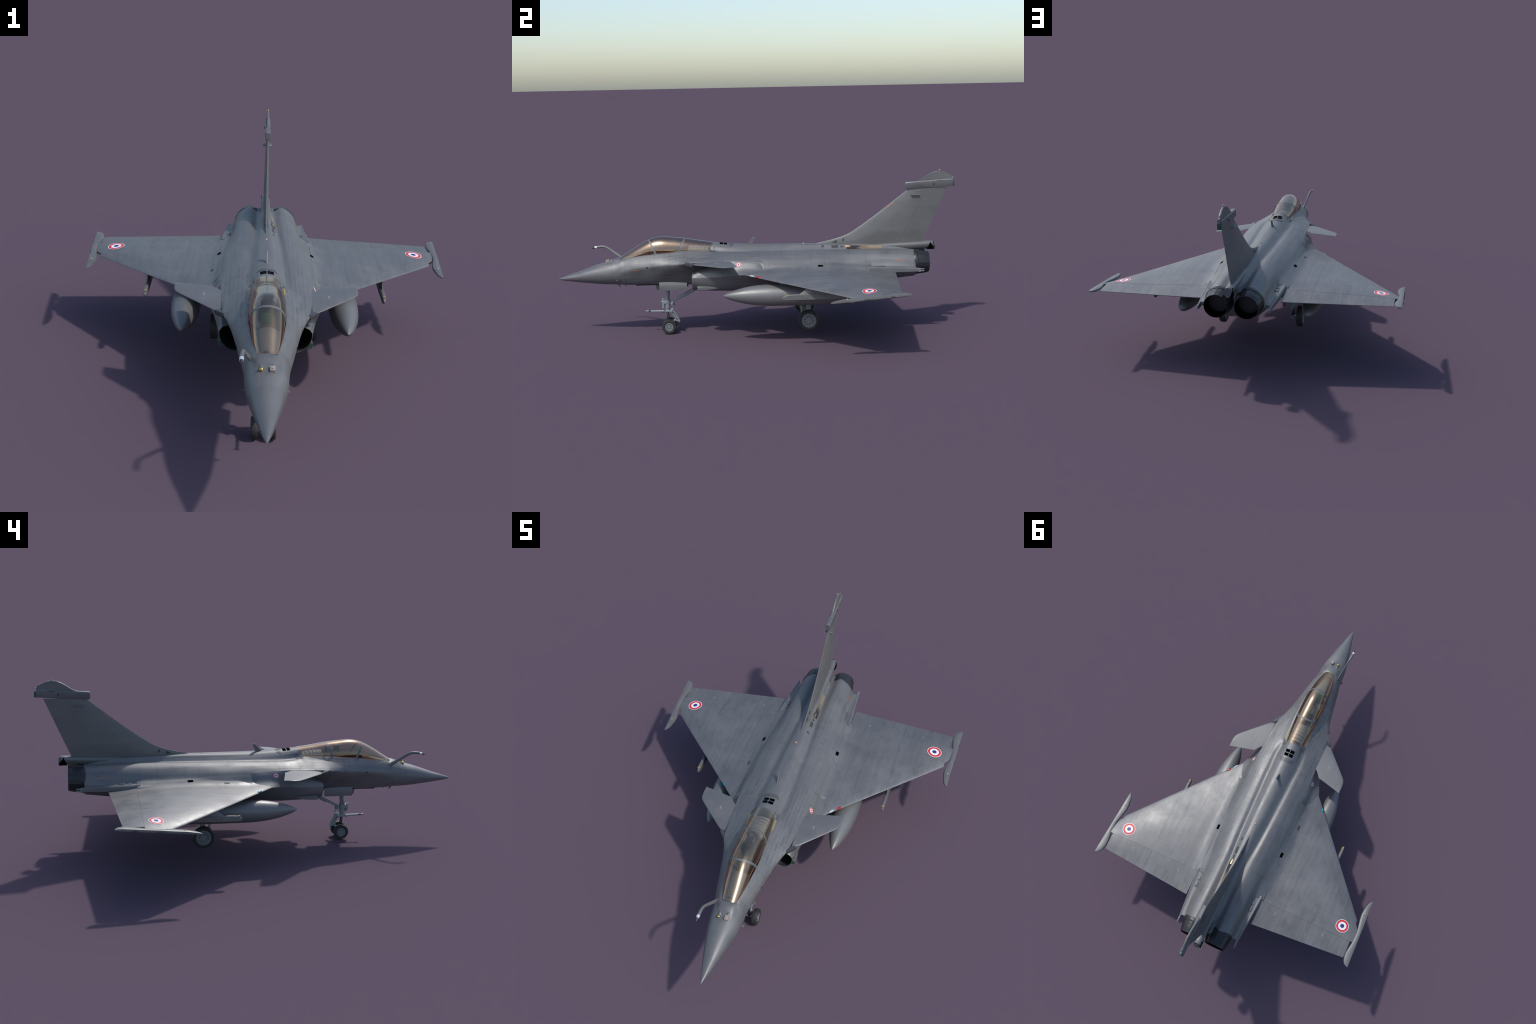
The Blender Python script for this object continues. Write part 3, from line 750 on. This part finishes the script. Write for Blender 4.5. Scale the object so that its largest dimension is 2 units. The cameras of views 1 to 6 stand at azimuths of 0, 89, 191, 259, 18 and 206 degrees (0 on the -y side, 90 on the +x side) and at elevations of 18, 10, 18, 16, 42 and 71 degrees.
# ------------------------------------------------------------------ engines
NP = 18
def nozzle(sx):
    c = (sx*.0652, 0, .349)
    V, F = revolve([(.770,.055),(.786,.0632),(.800,.0612),(.8015,.0595)], c, 'y', 54)
    o = obj_from('nozzle_ring', V, F, M['nozzle'], angle=40)
    prof = [(.798,.0598),(.812,.0588),(.835,.0562),(.8585,.0512),(.8595,.0503),(.8585,.0490),(.83,.0465),(.79,.044),(.70,.044)]
    for k in range(NP):           # overlapping petals
        rings = []
        for a, r in prof:
            ring = []
            for j in range(2):
                t = 2*math.pi*(k + j*.985)/NP + .1
                rr = r * (1 - .008 * (k % 2))
                ring.append((c[0]+rr*math.cos(t), a, c[2]+rr*math.sin(t)))
            rings.append(ring)
        V, F = loft(rings, closed=False, cap0=False, cap1=False)
        obj_from('nozzle_petal', V, F, None, parent=o, smooth=False, mats=[M['nozzle'], M['black']], fmat=[0]*4 + [1]*(len(F)-4))
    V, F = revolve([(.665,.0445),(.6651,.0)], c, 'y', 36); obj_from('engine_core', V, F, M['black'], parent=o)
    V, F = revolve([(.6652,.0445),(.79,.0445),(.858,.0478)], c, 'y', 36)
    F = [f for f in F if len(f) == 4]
    obj_from('nozzle_liner', V, F, M['black'], parent=o)  # nozzle inside coloured near-black in place of its shade
for sx in (1, -1): nozzle(sx)

# side rails behind the wing root, ending in dispensers
def side_rail(sx):
    R = []
    for y, xi, xo, zt, zb in ((.540,.165,.176,.3470,.330),(.575,.162,.1755,.3455,.318),(.65,.157,.170,.3420,.3140),(.73,.153,.1635,.3385,.3132),(.798,.149,.1575,.3350,.3132)):
        R.append([(sx*xi,y,zt-.001),(sx*(xi*.35+xo*.65),y,zt),(sx*xo,y,zt-.004),(sx*xo,y,zb+.004),(sx*(xo-.004),y,zb),(sx*xi,y,zb)])
    V, F = loft(R)
    o = obj_from('side_rail', V, F, M['plain'], angle=35)
    V, F = merge(box((sx*.1535,.802,.3235),(.008,.012,.0185),bev=.001), box((sx*.1540,.815,.3285),(.0055,.020,.0055),bev=.001), box((sx*.1540,.815,.3195),(.0055,.020,.0055),bev=.001))
    obj_from('chaff_dispenser', V, F, M['rim'], parent=o)
    # shelf between nacelle and rail
    R = []
    for y, xi, xo, z in ((.556,.128,.168,.345),(.60,.127,.160,.3435),(.70,.126,.155,.341),(.785,.122,.1505,.3375)):
        R.append([(sx*xi,y,z+.002),(sx*xo,y,z),(sx*xo,y,z-.014),(sx*xi,y,z-.02)])
    V, F = loft(R); sh = obj_from('shelf', V, F, M['fus'], parent=o, angle=30)
    for y0, y1 in ((.573,.598),(.605,.632)):
        V, F = box((sx*.1475, (y0+y1)/2, .3452), (.013, y1-y0, .0016), bev=.0005); obj_from('access_panel', V, F, M['midgrey'], parent=o)
        V, F = box((sx*.1475, (y0+y1)/2, .3458), (.0095, y1-y0-.004, .0016), bev=.0005); obj_from('access_panel', V, F, M['plain'], parent=o)
for sx in (1, -1): side_rail(sx)
# small plates over the nozzles beside the parachute housing
for sx in (1, -1):
    V, F = plate([(sx*.018,.74),(sx*.036,.765),(sx*.034,.815),(sx*.018,.822)], 'z', .4000, .4030, bev=.001)
    obj_from('nozzle_fairing', V, F, M['plain'], angle=30)

# ------------------------------------------------------------------ canopy
TOPy = [-.6804,-.6465,-.5965,-.5345,-.515,-.4977,-.4672,-.4128,-.3523,-.2918,-.2131]
TOPz = [.3945,.4157,.4473,.4805,.4872,.4911,.4940,.4898,.4832,.4730,.4617]
SHy = [-.69,-.668,-.6,-.53,-.5,-.45,-.37,-.3,-.24,-.2]
SHw = [.024,.0305,.0448,.0532,.0560,.0580,.0570,.0528,.0470,.0440]
SHz = [.384,.3872,.4003,.4100,.4138,.4177,.4245,.4270,.4292,.431]
def G(y, t, off=0.):
    """canopy surface: station y, angle t (0 = right sill, pi = left sill)"""
    s, c = math.sin(t), math.cos(t)
    f = (y + .6804) / .4673
    yy = y + (1 - s) * (.014 * (1 - f) - .014 * f)
    top = float(pchip(TOPy, TOPz, [y])[0]); w = float(pchip(SHy, SHw, [yy])[0]); zs = float(pchip(SHy, SHz, [yy])[0])
    ex = .92
    return ((w + off) * (abs(c) ** ex) * (1 if c >= 0 else -1), yy, zs - .001 + (top - zs + .001 + off) * (s ** .95 if s > 0 else 0))
R = [[G(y, math.pi * j / 36) for j in range(37)] for y in np.linspace(-.680, -.2135, 60)]
V, F = loft(R, closed=False, cap0=False, cap1=False)
glass = obj_from('canopy_glass', V, F, M['glass'])
def bow(yb, yt, wb, wt, name):
    rings = []
    for j in range(37):
        t = math.pi * j / 36; s = math.sin(t)
        y = yb + (yt - yb) * s; w = wb + (wt - wb) * s
        f = lambda dy, off: G(y + dy, t, off)
        rings.append([f(-w/2, .0007), f(w/2, .0007), f(w/2, -.0012), f(-w/2, -.0012)])
    V, F = loft(rings); return obj_from(name, V, F, M['plain'], parent=glass, angle=30)
bow(-.5005, -.534, .0125, .0075, 'canopy_frame')
bow(-.3745, -.3545, .0130, .0085, 'canopy_frame')
for s in (1, -1):
    # sill rail, mid-frame hook, added gold bead
    V = []; rings = []
    for y in np.linspace(-.664, -.226, 50):
        w = float(pchip(SHy, SHw, [y])[0]); z = float(pchip(SHy, SHz, [y])[0])
        rings.append([(s*(w+.0022), y, z-.003), (s*(w+.0012), y, z+.0012), (s*(w-.0022), y, z+.002), (s*(w-.003), y, z-.002)])
    V, F = loft(rings); obj_from('canopy_sill', V, F, M['plain'], parent=glass, angle=50)
    p0 = G(-.368, .62 if s > 0 else math.pi-.62, -.001)
    V, F = merge(rod(p0, (p0[0]*.98, p0[1]-.018, p0[2]-.002), .0032, .001)); obj_from('canopy_latch', V, F, M['plain'], parent=glass)
    # added bead, stands in for the gold refraction line along the lining
    pts = []
    for y in np.linspace(-.664, -.245, 40):
        x = pchip(stY, ctrl[:, 2, 0], [y])[0]; z = pchip(stY, ctrl[:, 2, 1], [y])[0]
        pts.append((s*x, y, z))
    R = [[(p[0]+.0011*math.cos(a), p[1], p[2]+.0008+.0011*math.sin(a)) for a in np.linspace(0, 2*math.pi, 7)[:-1]] for p in pts]
    V, F = loft(R); obj_from('gold_glint_bead', V, F, M['goldglint'], parent=tub)
# cockpit interior
V, F = merge(box((0,-.405,.405),(.040,.030,.085),rot=Matrix.Rotation(-.25,3,'X'),bev=.004), box((0,-.412,.452),(.030,.022,.042),rot=Matrix.Rotation(-.2,3,'X'),bev=.005),
             box((0,-.445,.368),(.042,.07,.028),bev=.004))
obj_from('ejection_seat', V, F, M['seat'], parent=tub, angle=30)
V, F = merge(box((.017,-.408,.468),(.006,.03,.012),bev=.002), box((-.017,-.408,.468),(.006,.03,.012),bev=.002)); obj_from('headrest', V, F, M['cgrey'], parent=tub, angle=30)
R = []
for y, zt, w in ((-.342,.425,.030),(-.335,.446,.030),(-.30,.445,.033),(-.26,.440,.034),(-.24,.436,.034)):
    R.append([(w*math.cos(a)*.98, y, .408 + (zt-.408)*max(0, math.sin(a))**.6) for a in np.linspace(math.pi, 0, 13)])
V, F = loft(R, closed=True); obj_from('rear_deck', V, F, M['lgrey'], parent=tub, angle=30)
for y in (-.328, -.312, -.294, -.276, -.258):
    R = []
    for d, o in ((-.0012, 0), (-.0012, .0022), (.0012, .0022), (.0012, 0)):
        R.append([((.0335+o)*math.cos(a), y+d, .409 + (.0365+o)*max(0, math.sin(a))**.6) for a in np.linspace(math.pi, 0, 15)])
    V, F = loft(R, closed=False, cap0=False, cap1=False); obj_from('deck_rib', V, F, M['lgrey'], parent=tub, angle=40)
R = [[(w*math.cos(a), y, .392 + f + h*max(0, math.sin(a))**.7) for a in np.linspace(math.pi, 0, 13)] for y, w, h, f in ((-.655,.020,.004,-.006),(-.60,.026,.008,.0),(-.56,.030,.016,.004),(-.538,.031,.018,.006),(-.530,.030,.010,.002))]
V, F = loft(R); obj_from('instrument_cowl', V, F, M['cgrey'], parent=tub, angle=40)
V, F = box((0,-.517,.4365),(.030,.0018,.034),rot=Matrix.Rotation(.25,3,'X'),bev=.0006); obj_from('head_up_display', V, F, M['hud'], parent=tub)
for s in (1,-1):
    V, F = box((s*.017,-.519,.430),(.002,.008,.03),bev=.0005); obj_from('display_frame', V, F, M['cgrey'], parent=tub)
V, F = merge(box((0,-.655,.3905),(.018,.006,.0018)), box((0,-.64,.3915),(.008,.01,.002))); 
obj_from('cowl_vent', V, F, M['midgrey'], parent=tub)

# ------------------------------------------------------------------ nose fittings
R = [(Vector(p), r) for p, r in (((-.0475,-.662,.368), .0085), ((-.0515,-.6850,.3840), .0082), ((-.0575,-.715,.4045), .0075), ((-.0630,-.742,.4235), .0070),
     ((-.0668,-.760,.4345), .0067), ((-.0690,-.773,.4385), .0065), ((-.0705,-.79,.4385), .0064), ((-.0715,-.808,.4355), .0063))]
def tube(path, seg=14, flat=None):
    rings = []
    for i, (p, r) in enumerate(path):
        a = path[max(i-1, 0)][0]; b = path[min(i+1, len(path)-1)][0]
        m = (b - a).to_track_quat('Z', 'Y').to_matrix(); k = flat[i] if flat else 1.
        ring = []
        for j in range(seg):
            v = m @ Vector((r*math.cos(2*math.pi*j/seg), r*math.sin(2*math.pi*j/seg), 0)); v.x *= k
            ring.append(tuple(p + v))
        rings.append(ring)
    return loft(rings)
V, F = tube(R, 18, (.45, .42, .42, .5, .7, .9, 1, 1)); probe = obj_from('refuelling_probe', V, F, M['rail'], angle=50)
V, F = tube([(Vector((-.0714,-.8065,.4358)), .0066), (Vector((-.0719,-.8185,.4335)), .0064)]); obj_from('probe_band', V, F, M['silver'], parent=probe, angle=40)
V, F = tube([(Vector((-.0719,-.8180,.4335)), .0048), (Vector((-.0722,-.824,.4318)), .0046), (Vector((-.0723,-.827,.431)), .003), (Vector((-.0725,-.833,.4295)), .0022)]); obj_from('probe_tip', V, F, M['oleo'], parent=probe, angle=40)
# infrared ball and sensor box ahead of the windscreen
def blister(c, w, l, h, name, mat, parent=root):
    R = []
    for k, s in ((0,.25),(.12,.75),(.3,1.),(.6,.8),(.85,.45),(1.,.1)):
        y = c[1] + l*k
        R.append([(c[0]+w*s*math.cos(a), y, c[2] + k*l*.33 - .004 + (h*s)*math.sin(a)) for a in np.linspace(0, math.pi, 11)])
    V, F = loft(R, closed=True); return obj_from(name, V, F, mat, parent=parent, angle=50)
b1 = blister((-.0166,-.7435,.3705), .0085, .034, .0100, 'infrared_housing', M['plain'])
V, F = revolve([(-.0068*math.cos(a), .0068*math.sin(a)) for a in np.linspace(.05, math.pi-.05, 12)], (-.0166,-.7445,.3755), 'y', 20)
obj_from('infrared_ball', V, F, M['gold'], parent=b1)
b2 = blister((.0150,-.738,.3730), .0085, .028, .0095, 'camera_housing', M['plain'])
V, F = box((.0150,-.7435,.3760), (.0155,.020,.0125), rot=Matrix.Rotation(.28,3,'X'), bev=.0015); obj_from('camera_window', V, F, M['box'], parent=b2, angle=30)
V, F = revolve([(-.001,.003),(.001,.0028),(.002,.001)], (.0150,-.748,.3825), 'z', 14); obj_from('camera_lens', V, F, M['lgrey'], parent=b2)
for s in (1,-1):
    V, F = plate([(-.700,.2855),(-.690,.2880),(-.6885,.2850)], 'x', s*.0555, s*.0675); obj_from('pitot_probe', V, F, M['rail'], angle=30)
V, F = plate([(-.704,.257),(-.688,.257),(-.6855,.2385),(-.689,.238)], 'x', -.0015, .0015); obj_from('blade_antenna', V, F, M['rail'], smooth=False)
V, F = rod((0,-.660,.256),(0,-.6595,.2435),.0025,.002); obj_from('temperature_probe', V, F, M['rail'])
# dorsal blade
V, F = plate([(-.048,.442),(-.030,.448),(-.0095,.4690),(.0005,.4815),(-.0115,.4820),(-.003,.466),(-.016,.4455),(-.018,.442)][:0] or
             [(-.049,.443),(-.0135,.4815),(.0005,.4822),(-.0165,.443)], 'x', -.0022, .0022, bev=.0012)
obj_from('blade_antenna', V, F, M['plain'], angle=30)

# ------------------------------------------------------------------ landing gear
def wheel(c, r, w, name, rimr, parent, out):
    s = 1 if out > 0 else -1
    prof = [(-.5*w*.78, rimr*1.02), (-.5*w*.95, rimr*1.12), (-.5*w, rimr*1.02+(r-rimr)*.45), (-.5*w*.93, r*.955-(r-rimr)*.05), (-.5*w*.68, r*.988), (-.5*w*.3, r),
            (.5*w*.3, r), (.5*w*.68, r*.988), (.5*w*.93, r*.955-(r-rimr)*.05), (.5*w, rimr*1.02+(r-rimr)*.45), (.5*w*.95, rimr*1.12), (.5*w*.78, rimr*1.02)]
    V, F = revolve(prof, c, 'x', 48)
    F = [f for f in F if len(f) == 4]
    t = obj_from('tyre', V, F, M['tyre'], parent=parent, angle=40)
    rp = [(-.5*w*.7, rimr*1.03), (.5*w*.80, rimr*1.03), (.5*w*.86, rimr*.98), (.5*w*.84, rimr*.84), (.5*w*.70, rimr*.78), (.5*w*.64, rimr*.42), (.5*w*.80, rimr*.36), (.5*w*.84, rimr*.2), (.5*w*.74, rimr*.05)]
    V, F = revolve([(s*a, b) for a, b in rp], c, 'x', 40)
    rim = obj_from('wheel_rim', V, F, M['rim'], parent=parent, angle=30)
    parts = []
    for k in range(9):
        a = 2*math.pi*k/9
        parts.append(revolve([(s*.5*w*.55, rimr*.10), (s*.5*w*.74, rimr*.10)], (c[0], c[1]+rimr*.61*math.cos(a), c[2]+rimr*.61*math.sin(a)), 'x', 8))
    V, F = merge(*parts); obj_from('wheel_bolts', V, F, M['stub'], parent=parent, angle=30)['kind'] = 'stuff'

ng = obj_from('nose_gear', *merge(
    rod((0,-.446,.262),(0,-.452,.170),.0105,.0105), rod((0,-.4525,.176),(0,-.4535,.126),.0145,.0140),
    box((0,-.4640,.1590),(.030,.030,.017),bev=.002), rod((0,-.4535,.128),(0,-.4540,.104),.0125,.0105),
    rod((.010,-.473,.152),(.010,-.473,.128),.0072), rod((-.010,-.476,.176),(-.010,-.476,.140),.0062), rod((0,-.474,.162),(0,-.490,.158),.004,.0015),
    rod((-.016,-.448,.205),(-.014,-.462,.165),.0045), rod((.016,-.448,.215),(.014,-.452,.172),.0050),
    rod((-.022,-.430,.152),(.022,-.430,.152),.006), rod((.014,-.4245,.163),(.014,-.4255,.139),.0048,.0042),
    rod((-.012,-.425,.155),(-.012,-.413,.132),.0045,.003),
    box((0,-.447,.1125),(.026,.036,.010),rot=Matrix.Rotation(-.12,3,'X'),bev=.002),
    rod((0,-.436,.116),(0,-.424,.124),.005)), M['gear'], angle=35)
V, F = rod((0,-.4535,.108),(0,-.4475,.038),.0072,.0070); obj_from('oleo_strut', V, F, M['oleo'], parent=ng)
V, F = merge(rod((-.032,-.4455,.036),(.032,-.4455,.036),.007), rod((0,-.4455,.040),(0,-.423,.056),.0055)); obj_from('axle', V, F, M['gear'], parent=ng)
V, F = merge(rod((.008,-.428,.124),(.006,-.396,.059),.0042), rod((-.008,-.428,.124),(-.006,-.396,.059),.0042), rod((.010,-.396,.058),(-.010,-.396,.058),.0045),
             rod((.006,-.437,.107),(.004,-.410,.072),.0036), rod((-.006,-.437,.107),(-.004,-.410,.072),.0036), rod((0,-.398,.0575),(0,-.424,.066),.0042), rod((0,-.410,.073),(0,-.425,.054),.004))
obj_from('torque_link', V, F, M['gear'], parent=ng, angle=40)
V, F = merge(rod((0,-.436,.160),(0,-.300,.228),.0062,.0090), rod((0,-.300,.228),(0,-.280,.238),.009,.010), box((0,-.345,.200),(.012,.06,.012),rot=Matrix.Rotation(.47,3,'X'),bev=.003))
obj_from('drag_brace', V, F, M['gear'], parent=ng, angle=40)
V, F = merge(rod((0,-.458,.111),(0,-.540,.1118),.0052,.0042), rod((-.006,-.470,.108),(-.006,-.480,.105),.004)); obj_from('launch_bar', V, F, M['gear'], parent=ng, angle=40)
V, F = rod((0,-.539,.1118),(0,-.5485,.1121),.0040); obj_from('launch_bar_band', V, F, M['oleo'], parent=ng)
V, F = merge(rod((0,-.548,.1122),(0,-.560,.1126),.0042), rod((-.007,-.560,.1126),(.007,-.560,.1126),.0045)); obj_from('launch_bar_head', V, F, M['gear'], parent=ng)
for s in (1, -1):
    wheel((s*.0285,-.4455,.0362), .0362, .0235, 'nose_wheel', .0205, ng, s)
    # doors hang beside the bay
    R = []
    for z, x in ((.277,.048),(.262,.0525),(.245,.0545),(.2268,.0535)):
        zf = z if z > .23 else z
        y0 = -.4862 - .001*(z-.23)/.05; y1 = -.3480
        zr = (.266 if z > .27 else z)
        R.append([(s*x,y0,z),(s*x,y1,zr),(s*(x-.004),y1,zr),(s*(x-.004),y0,z)])
    V, F = loft(R); obj_from('gear_door', V, F, M['plain'], parent=ng, angle=35)
    V, F = plate([(-.5095,.2560),(-.4935,.2560),(-.4925,.2240),(-.4955,.2225),(-.5040,.2235)], 'x', s*.012, s*.015); obj_from('front_door', V, F, M['plain'], parent=ng, smooth=False)
V, F = box((0,-.480,.2532),(.052,.250,.0035)); obj_from('gear_bay_plate', V, F, M['black'], parent=ng)  # thin black plate at the belly stands in for the open bay

def main_gear(s):
    g = obj_from('main_gear', *merge(
        rod((s*.138,.256,.250),(s*.150,.254,.140),.0115,.0105), rod((s*.1485,.254,.165),(s*.151,.254,.125),.0135,.012),
        rod((s*.118,.215,.240),(s*.149,.220,.122),.0050), rod((s*.145,.219,.132),(s*.154,.246,.093),.0045),
        rod((s*.100,.262,.236),(s*.147,.256,.165),.006),
        rod((s*.152,.253,.092),(s*.190,.253,.092),.010), rod((s*.151,.254,.086),(s*.153,.254,.078),.009)), M['gear'], angle=35)
    V, F = rod((s*.1505,.254,.128),(s*.1535,.254,.086),.0080); obj_from('oleo_strut', V, F, M['oleo'] if s < 0 else M['rim'], parent=g)
    wheel((s*.187,.253,.0915), .0508, .030, 'main_wheel', .0345, g, s)
    R = []
    for z, x, y0, y1 in ((.244,.112,.19,.335),(.20,.118,.195,.33),(.165,.1205,.205,.325),(.150,.1195,.235,.300)):
        R.append([(s*x,y0,z),(s*x,y1,z),(s*(x-.003),y1,z),(s*(x-.003),y0,z)])
    V, F = loft(R); obj_from('gear_door', V, F, M['plain'], parent=g, angle=35)
for s in (1, -1): main_gear(s)

# ------------------------------------------------------------------ markings laid on the skin
bpy.context.view_layer.update()
def bvh_of(objs):
    V, P = [], []
    for o in objs:
        k = len(V); V += [tuple(v.co) for v in o.data.vertices]
        P += [tuple(i + k for i in p.vertices) for p in o.data.polygons]
    return BVHTree.FromPolygons(V, P)
elev = [o for o in bpy.data.objects if o.name.startswith('elevon')]
nac = [o for o in bpy.data.objects if o.name.startswith('air_intake')]
SKIN = bvh_of([fus, radome] + wings + elev + nac)
FIN = bvh_of([fin, fus, chute])

def project(bvh, p, n, off):
    n = Vector(n).normalized()
    h = bvh.ray_cast(Vector(p) + n*.06, -n, .2)
    if h[0] is None: return Vector(p)
    return h[0] + h[1].normalized()*off*(1 if h[1].dot(n) > 0 else -1)

def patch(name, bvh, corners, n, mat, off=.0006, nu=8, nv=3, parent=fus):
    a, b, c, d = (Vector(k) for k in corners); R = []
    for i in range(nu + 1):
        u = i / nu
        R.append([tuple(project(bvh, (a.lerp(b, u)).lerp(d.lerp(c, u), j / nv), n, off)) for j in range(nv + 1)])
    V, F = loft(R, closed=False, cap0=False, cap1=False)
    return obj_from(name, V, F, mat, parent=parent)

def disc(name, bvh, c, n, e1, r0, r1, mat, off, parent=fus, seg=40):
    n = Vector(n).normalized(); e1 = Vector(e1); e1 = (e1 - n*e1.dot(n)).normalized(); e2 = n.cross(e1)
    R = []
    for k in range(4):
        r = r0 + (r1 - r0)*k/3
        R.append([tuple(project(bvh, Vector(c) + e1*r*math.cos(2*math.pi*j/seg) + e2*r*math.sin(2*math.pi*j/seg), n, off)) for j in range(seg)])
    V, F = loft(R, cap0=False, cap1=False)
    return obj_from(name, V, F, mat, parent=parent)

def roundel(c, n, r, parent):
    for a, b, m in ((.93, 1., 'white'), (.63, .93, 'red'), (.31, .63, 'white'), (.001, .31, 'blue')):
        disc('roundel', SKIN, c, n, (0, 1, 0), r*a, r*b, M[m], .0009, parent)
for k, s in enumerate((1, -1)):
    roundel((s*.5895, .5035, .313), (0, 0, 1), .0325, wings[k])
    roundel((s*.160, -.085, .368), (s*.85, 0, .5), .0125, fus)
    # elevon hinge fasteners
    for x, y in ((.266,.584),(.266,.593),(.52,.580),(.52,.589)):
        disc('fastener', SKIN, (s*x, y, .32), (0, 0, 1), (0, 1, 0), .0003, .0024, M['lgrey'], .0012, wings[k], 10)
    # flat black patches stand in for cooling slots in the wing root
    patch('wing_slot_patch', SKIN, [(s*.168,.301,.36),(s*.168,.326,.36),(s*.181,.326,.355),(s*.181,.301,.355)], (s*.35, 0, 1), M['black'], nu=3)
    patch('stencil_stripe', SKIN, [(s*.125,.680,.3733),(s*.125,.728,.3700),(s*.125,.728,.3665),(s*.125,.680,.3700)], (s, 0, .3), M['orange'], nv=2)
    patch('stencil_stripe', SKIN, [(s*.09,-.611,.3385),(s*.09,-.575,.3415),(s*.09,-.575,.3385),(s*.09,-.611,.3355)], (s, 0, .1), M['orange'], nv=2)
    patch('stencil_stripe', FIN, [(s*.006,.6627,.6182),(s*.006,.693,.6417),(s*.006,.6952,.6395),(s*.006,.6650,.6155)], (s, 0, 0), M['orange'], nv=2, parent=fin)
    for y, z in ((-.471,.3665),(-.459,.3675),(-.465,.3590)):
        disc('rivet_mark', SKIN, (s*.1, y, z), (s, 0, .2), (0, 1, 0), .0003, .0020, M['lgrey'], .0010, fus, 10)
    patch('static_port_patch', SKIN, [(s*.09,-.5445,.3550),(s*.09,-.537,.3550),(s*.09,-.537,.3495),(s*.09,-.5445,.3495)], (s, 0, 0), M['black'], nu=2, nv=2)  # black patch on the skin stands in for the port opening
    # fin grilles
    patch('fin_grille', FIN, [(s*.008,.383,.4460),(s*.008,.4085,.4460),(s*.008,.4085,.4585),(s*.008,.3985,.4545)], (s, 0, 0), M['dark'], nu=4, parent=fin, off=.0012)
    patch('fin_grille', FIN, [(s*.008,.4365,.4530),(s*.008,.4445,.4525),(s*.008,.4445,.4660),(s*.008,.4370,.4650)], (s, 0, 0), M['dark'], nu=3, parent=fin, off=.0012)
    # hinge stencils and hinge blocks beside the canopy
    patch('warning_stencil', SKIN, [(s*.0555,-.296,.43),(s*.0520,-.236,.43),(s*.0570,-.235,.43),(s*.0605,-.295,.43)], (s*.2, 0, 1), M['yellow'], nu=6)
    patch('hinge_plate', SKIN, [(s*.0545,-.230,.43),(s*.0535,-.2005,.43),(s*.0605,-.2005,.43),(s*.0615,-.230,.43)], (s*.3, 0, 1), M['midgrey'], nu=4, off=.0016)
    patch('vent_plate', SKIN, [(s*.040,-.2125,.44),(s*.040,-.2045,.44),(s*.0455,-.2045,.435),(s*.0455,-.2125,.435)], (s, 0, .8), M['midgrey'], nu=3, off=.001)
    # black patches standing in for air outlets, and louvres, behind the canopy
    for y0, y1 in ((-.1800,-.1635), (-.1600,-.1435)):
        patch('air_outlet_patch', SKIN, [(s*.0016,y0,.45),(s*.0016,y1,.45),(s*.0225,y1,.45),(s*.0225,y0,.45)], (0, 0, 1), M['black'], nu=3, nv=5)
    patch('louvre', SKIN, [(s*.0016,-.1335,.45),(s*.0016,-.112,.45),(s*.0275,-.112,.44),(s*.0370,-.1335,.44)], (0, 0, 1), M['midgrey'], nu=4, nv=6)
    for q in range(4):
        y = -.131 + q*.005
        patch('louvre_slat', SKIN, [(s*.003,y,.45),(s*.003,y+.0018,.45),(s*(.0345-q*.0022),y+.0018,.44),(s*(.0345-q*.0022),y,.44)], (0, 0, 1), M['plain'], nu=2, nv=6, off=.0014)
# lone dark patch standing in for an oval slot, right wing root
for a in (0,):
    patch('wing_slot_patch', SKIN, [(-.1905,.136,.355),(-.1905,.160,.355),(-.1990,.160,.35),(-.1990,.136,.35)], (-.35, 0, 1), M['dark'], nu=4)
# spine details on the left only: grilles, bleed outlet and its scorched trough
for y0, y1, zt, zb in ((.329,.341,.4375,.4265), (.380,.4135,.4370,.4220), (.4235,.4395,.4325,.4240)):
    patch('spine_grille', FIN, [(.03,y0,zt),(.03,y1,zt),(.03,y1,zb),(.03,y0,zb)], (1, 0, .35), M['dark'], nu=4, nv=4)
patch('scorched_trough', FIN, [(.03,.455,.4350),(.03,.633,.4350),(.03,.633,.4130),(.03,.455,.4130)], (1, 0, .35), M['scorch'], nu=24, nv=6)
V, F = revolve([(-.014,.0075),(-.004,.0092),(.010,.0095),(.0105,.0082),(-.004,.0080),(-.006,.0)], (.0235,.464,.4265), 'y', 24)
obj_from('bleed_outlet', V, F, M['bronze'], angle=35)
patch('scorch', FIN, [(.03,.474,.4330),(.03,.52,.4290),(.03,.52,.4230),(.03,.474,.4160)], (1, 0, .35), M['oleo'], nu=6, nv=4, off=.0011)
V, F = revolve([(-.001,.004),(.001,.004),(.0032,.0022),(.0036,.0)], (0,.2411,.4432), 'z', 14); obj_from('formation_lamp', V, F, M['lampo'])
# lamps let into the wing leading edge
def lamp(x, sx, rx, mat):
    le = wing_geo(x)[0]
    R = []
    for k in np.linspace(-1, 1, 13):
        xx = x + k*rx; l = wing_geo(xx)[0]; q = math.sqrt(max(0, 1-k*k))
        R.append([(sx*xx, l[0] + .0065 + .0085*q*math.cos(a), l[1] + .0018 + .0044*q*math.sin(a)) for a in np.linspace(0, 2*math.pi, 13)[:-1]])
    V, F = loft(R); obj_from('wing_lamp', V, F, mat, parent=wings[0 if sx > 0 else 1])
lamp(.2385, 1, .0085, M['lampw']); lamp(.2645, 1, .0092, M['lampr']); lamp(.2645, -1, .0080, M['lampt'])
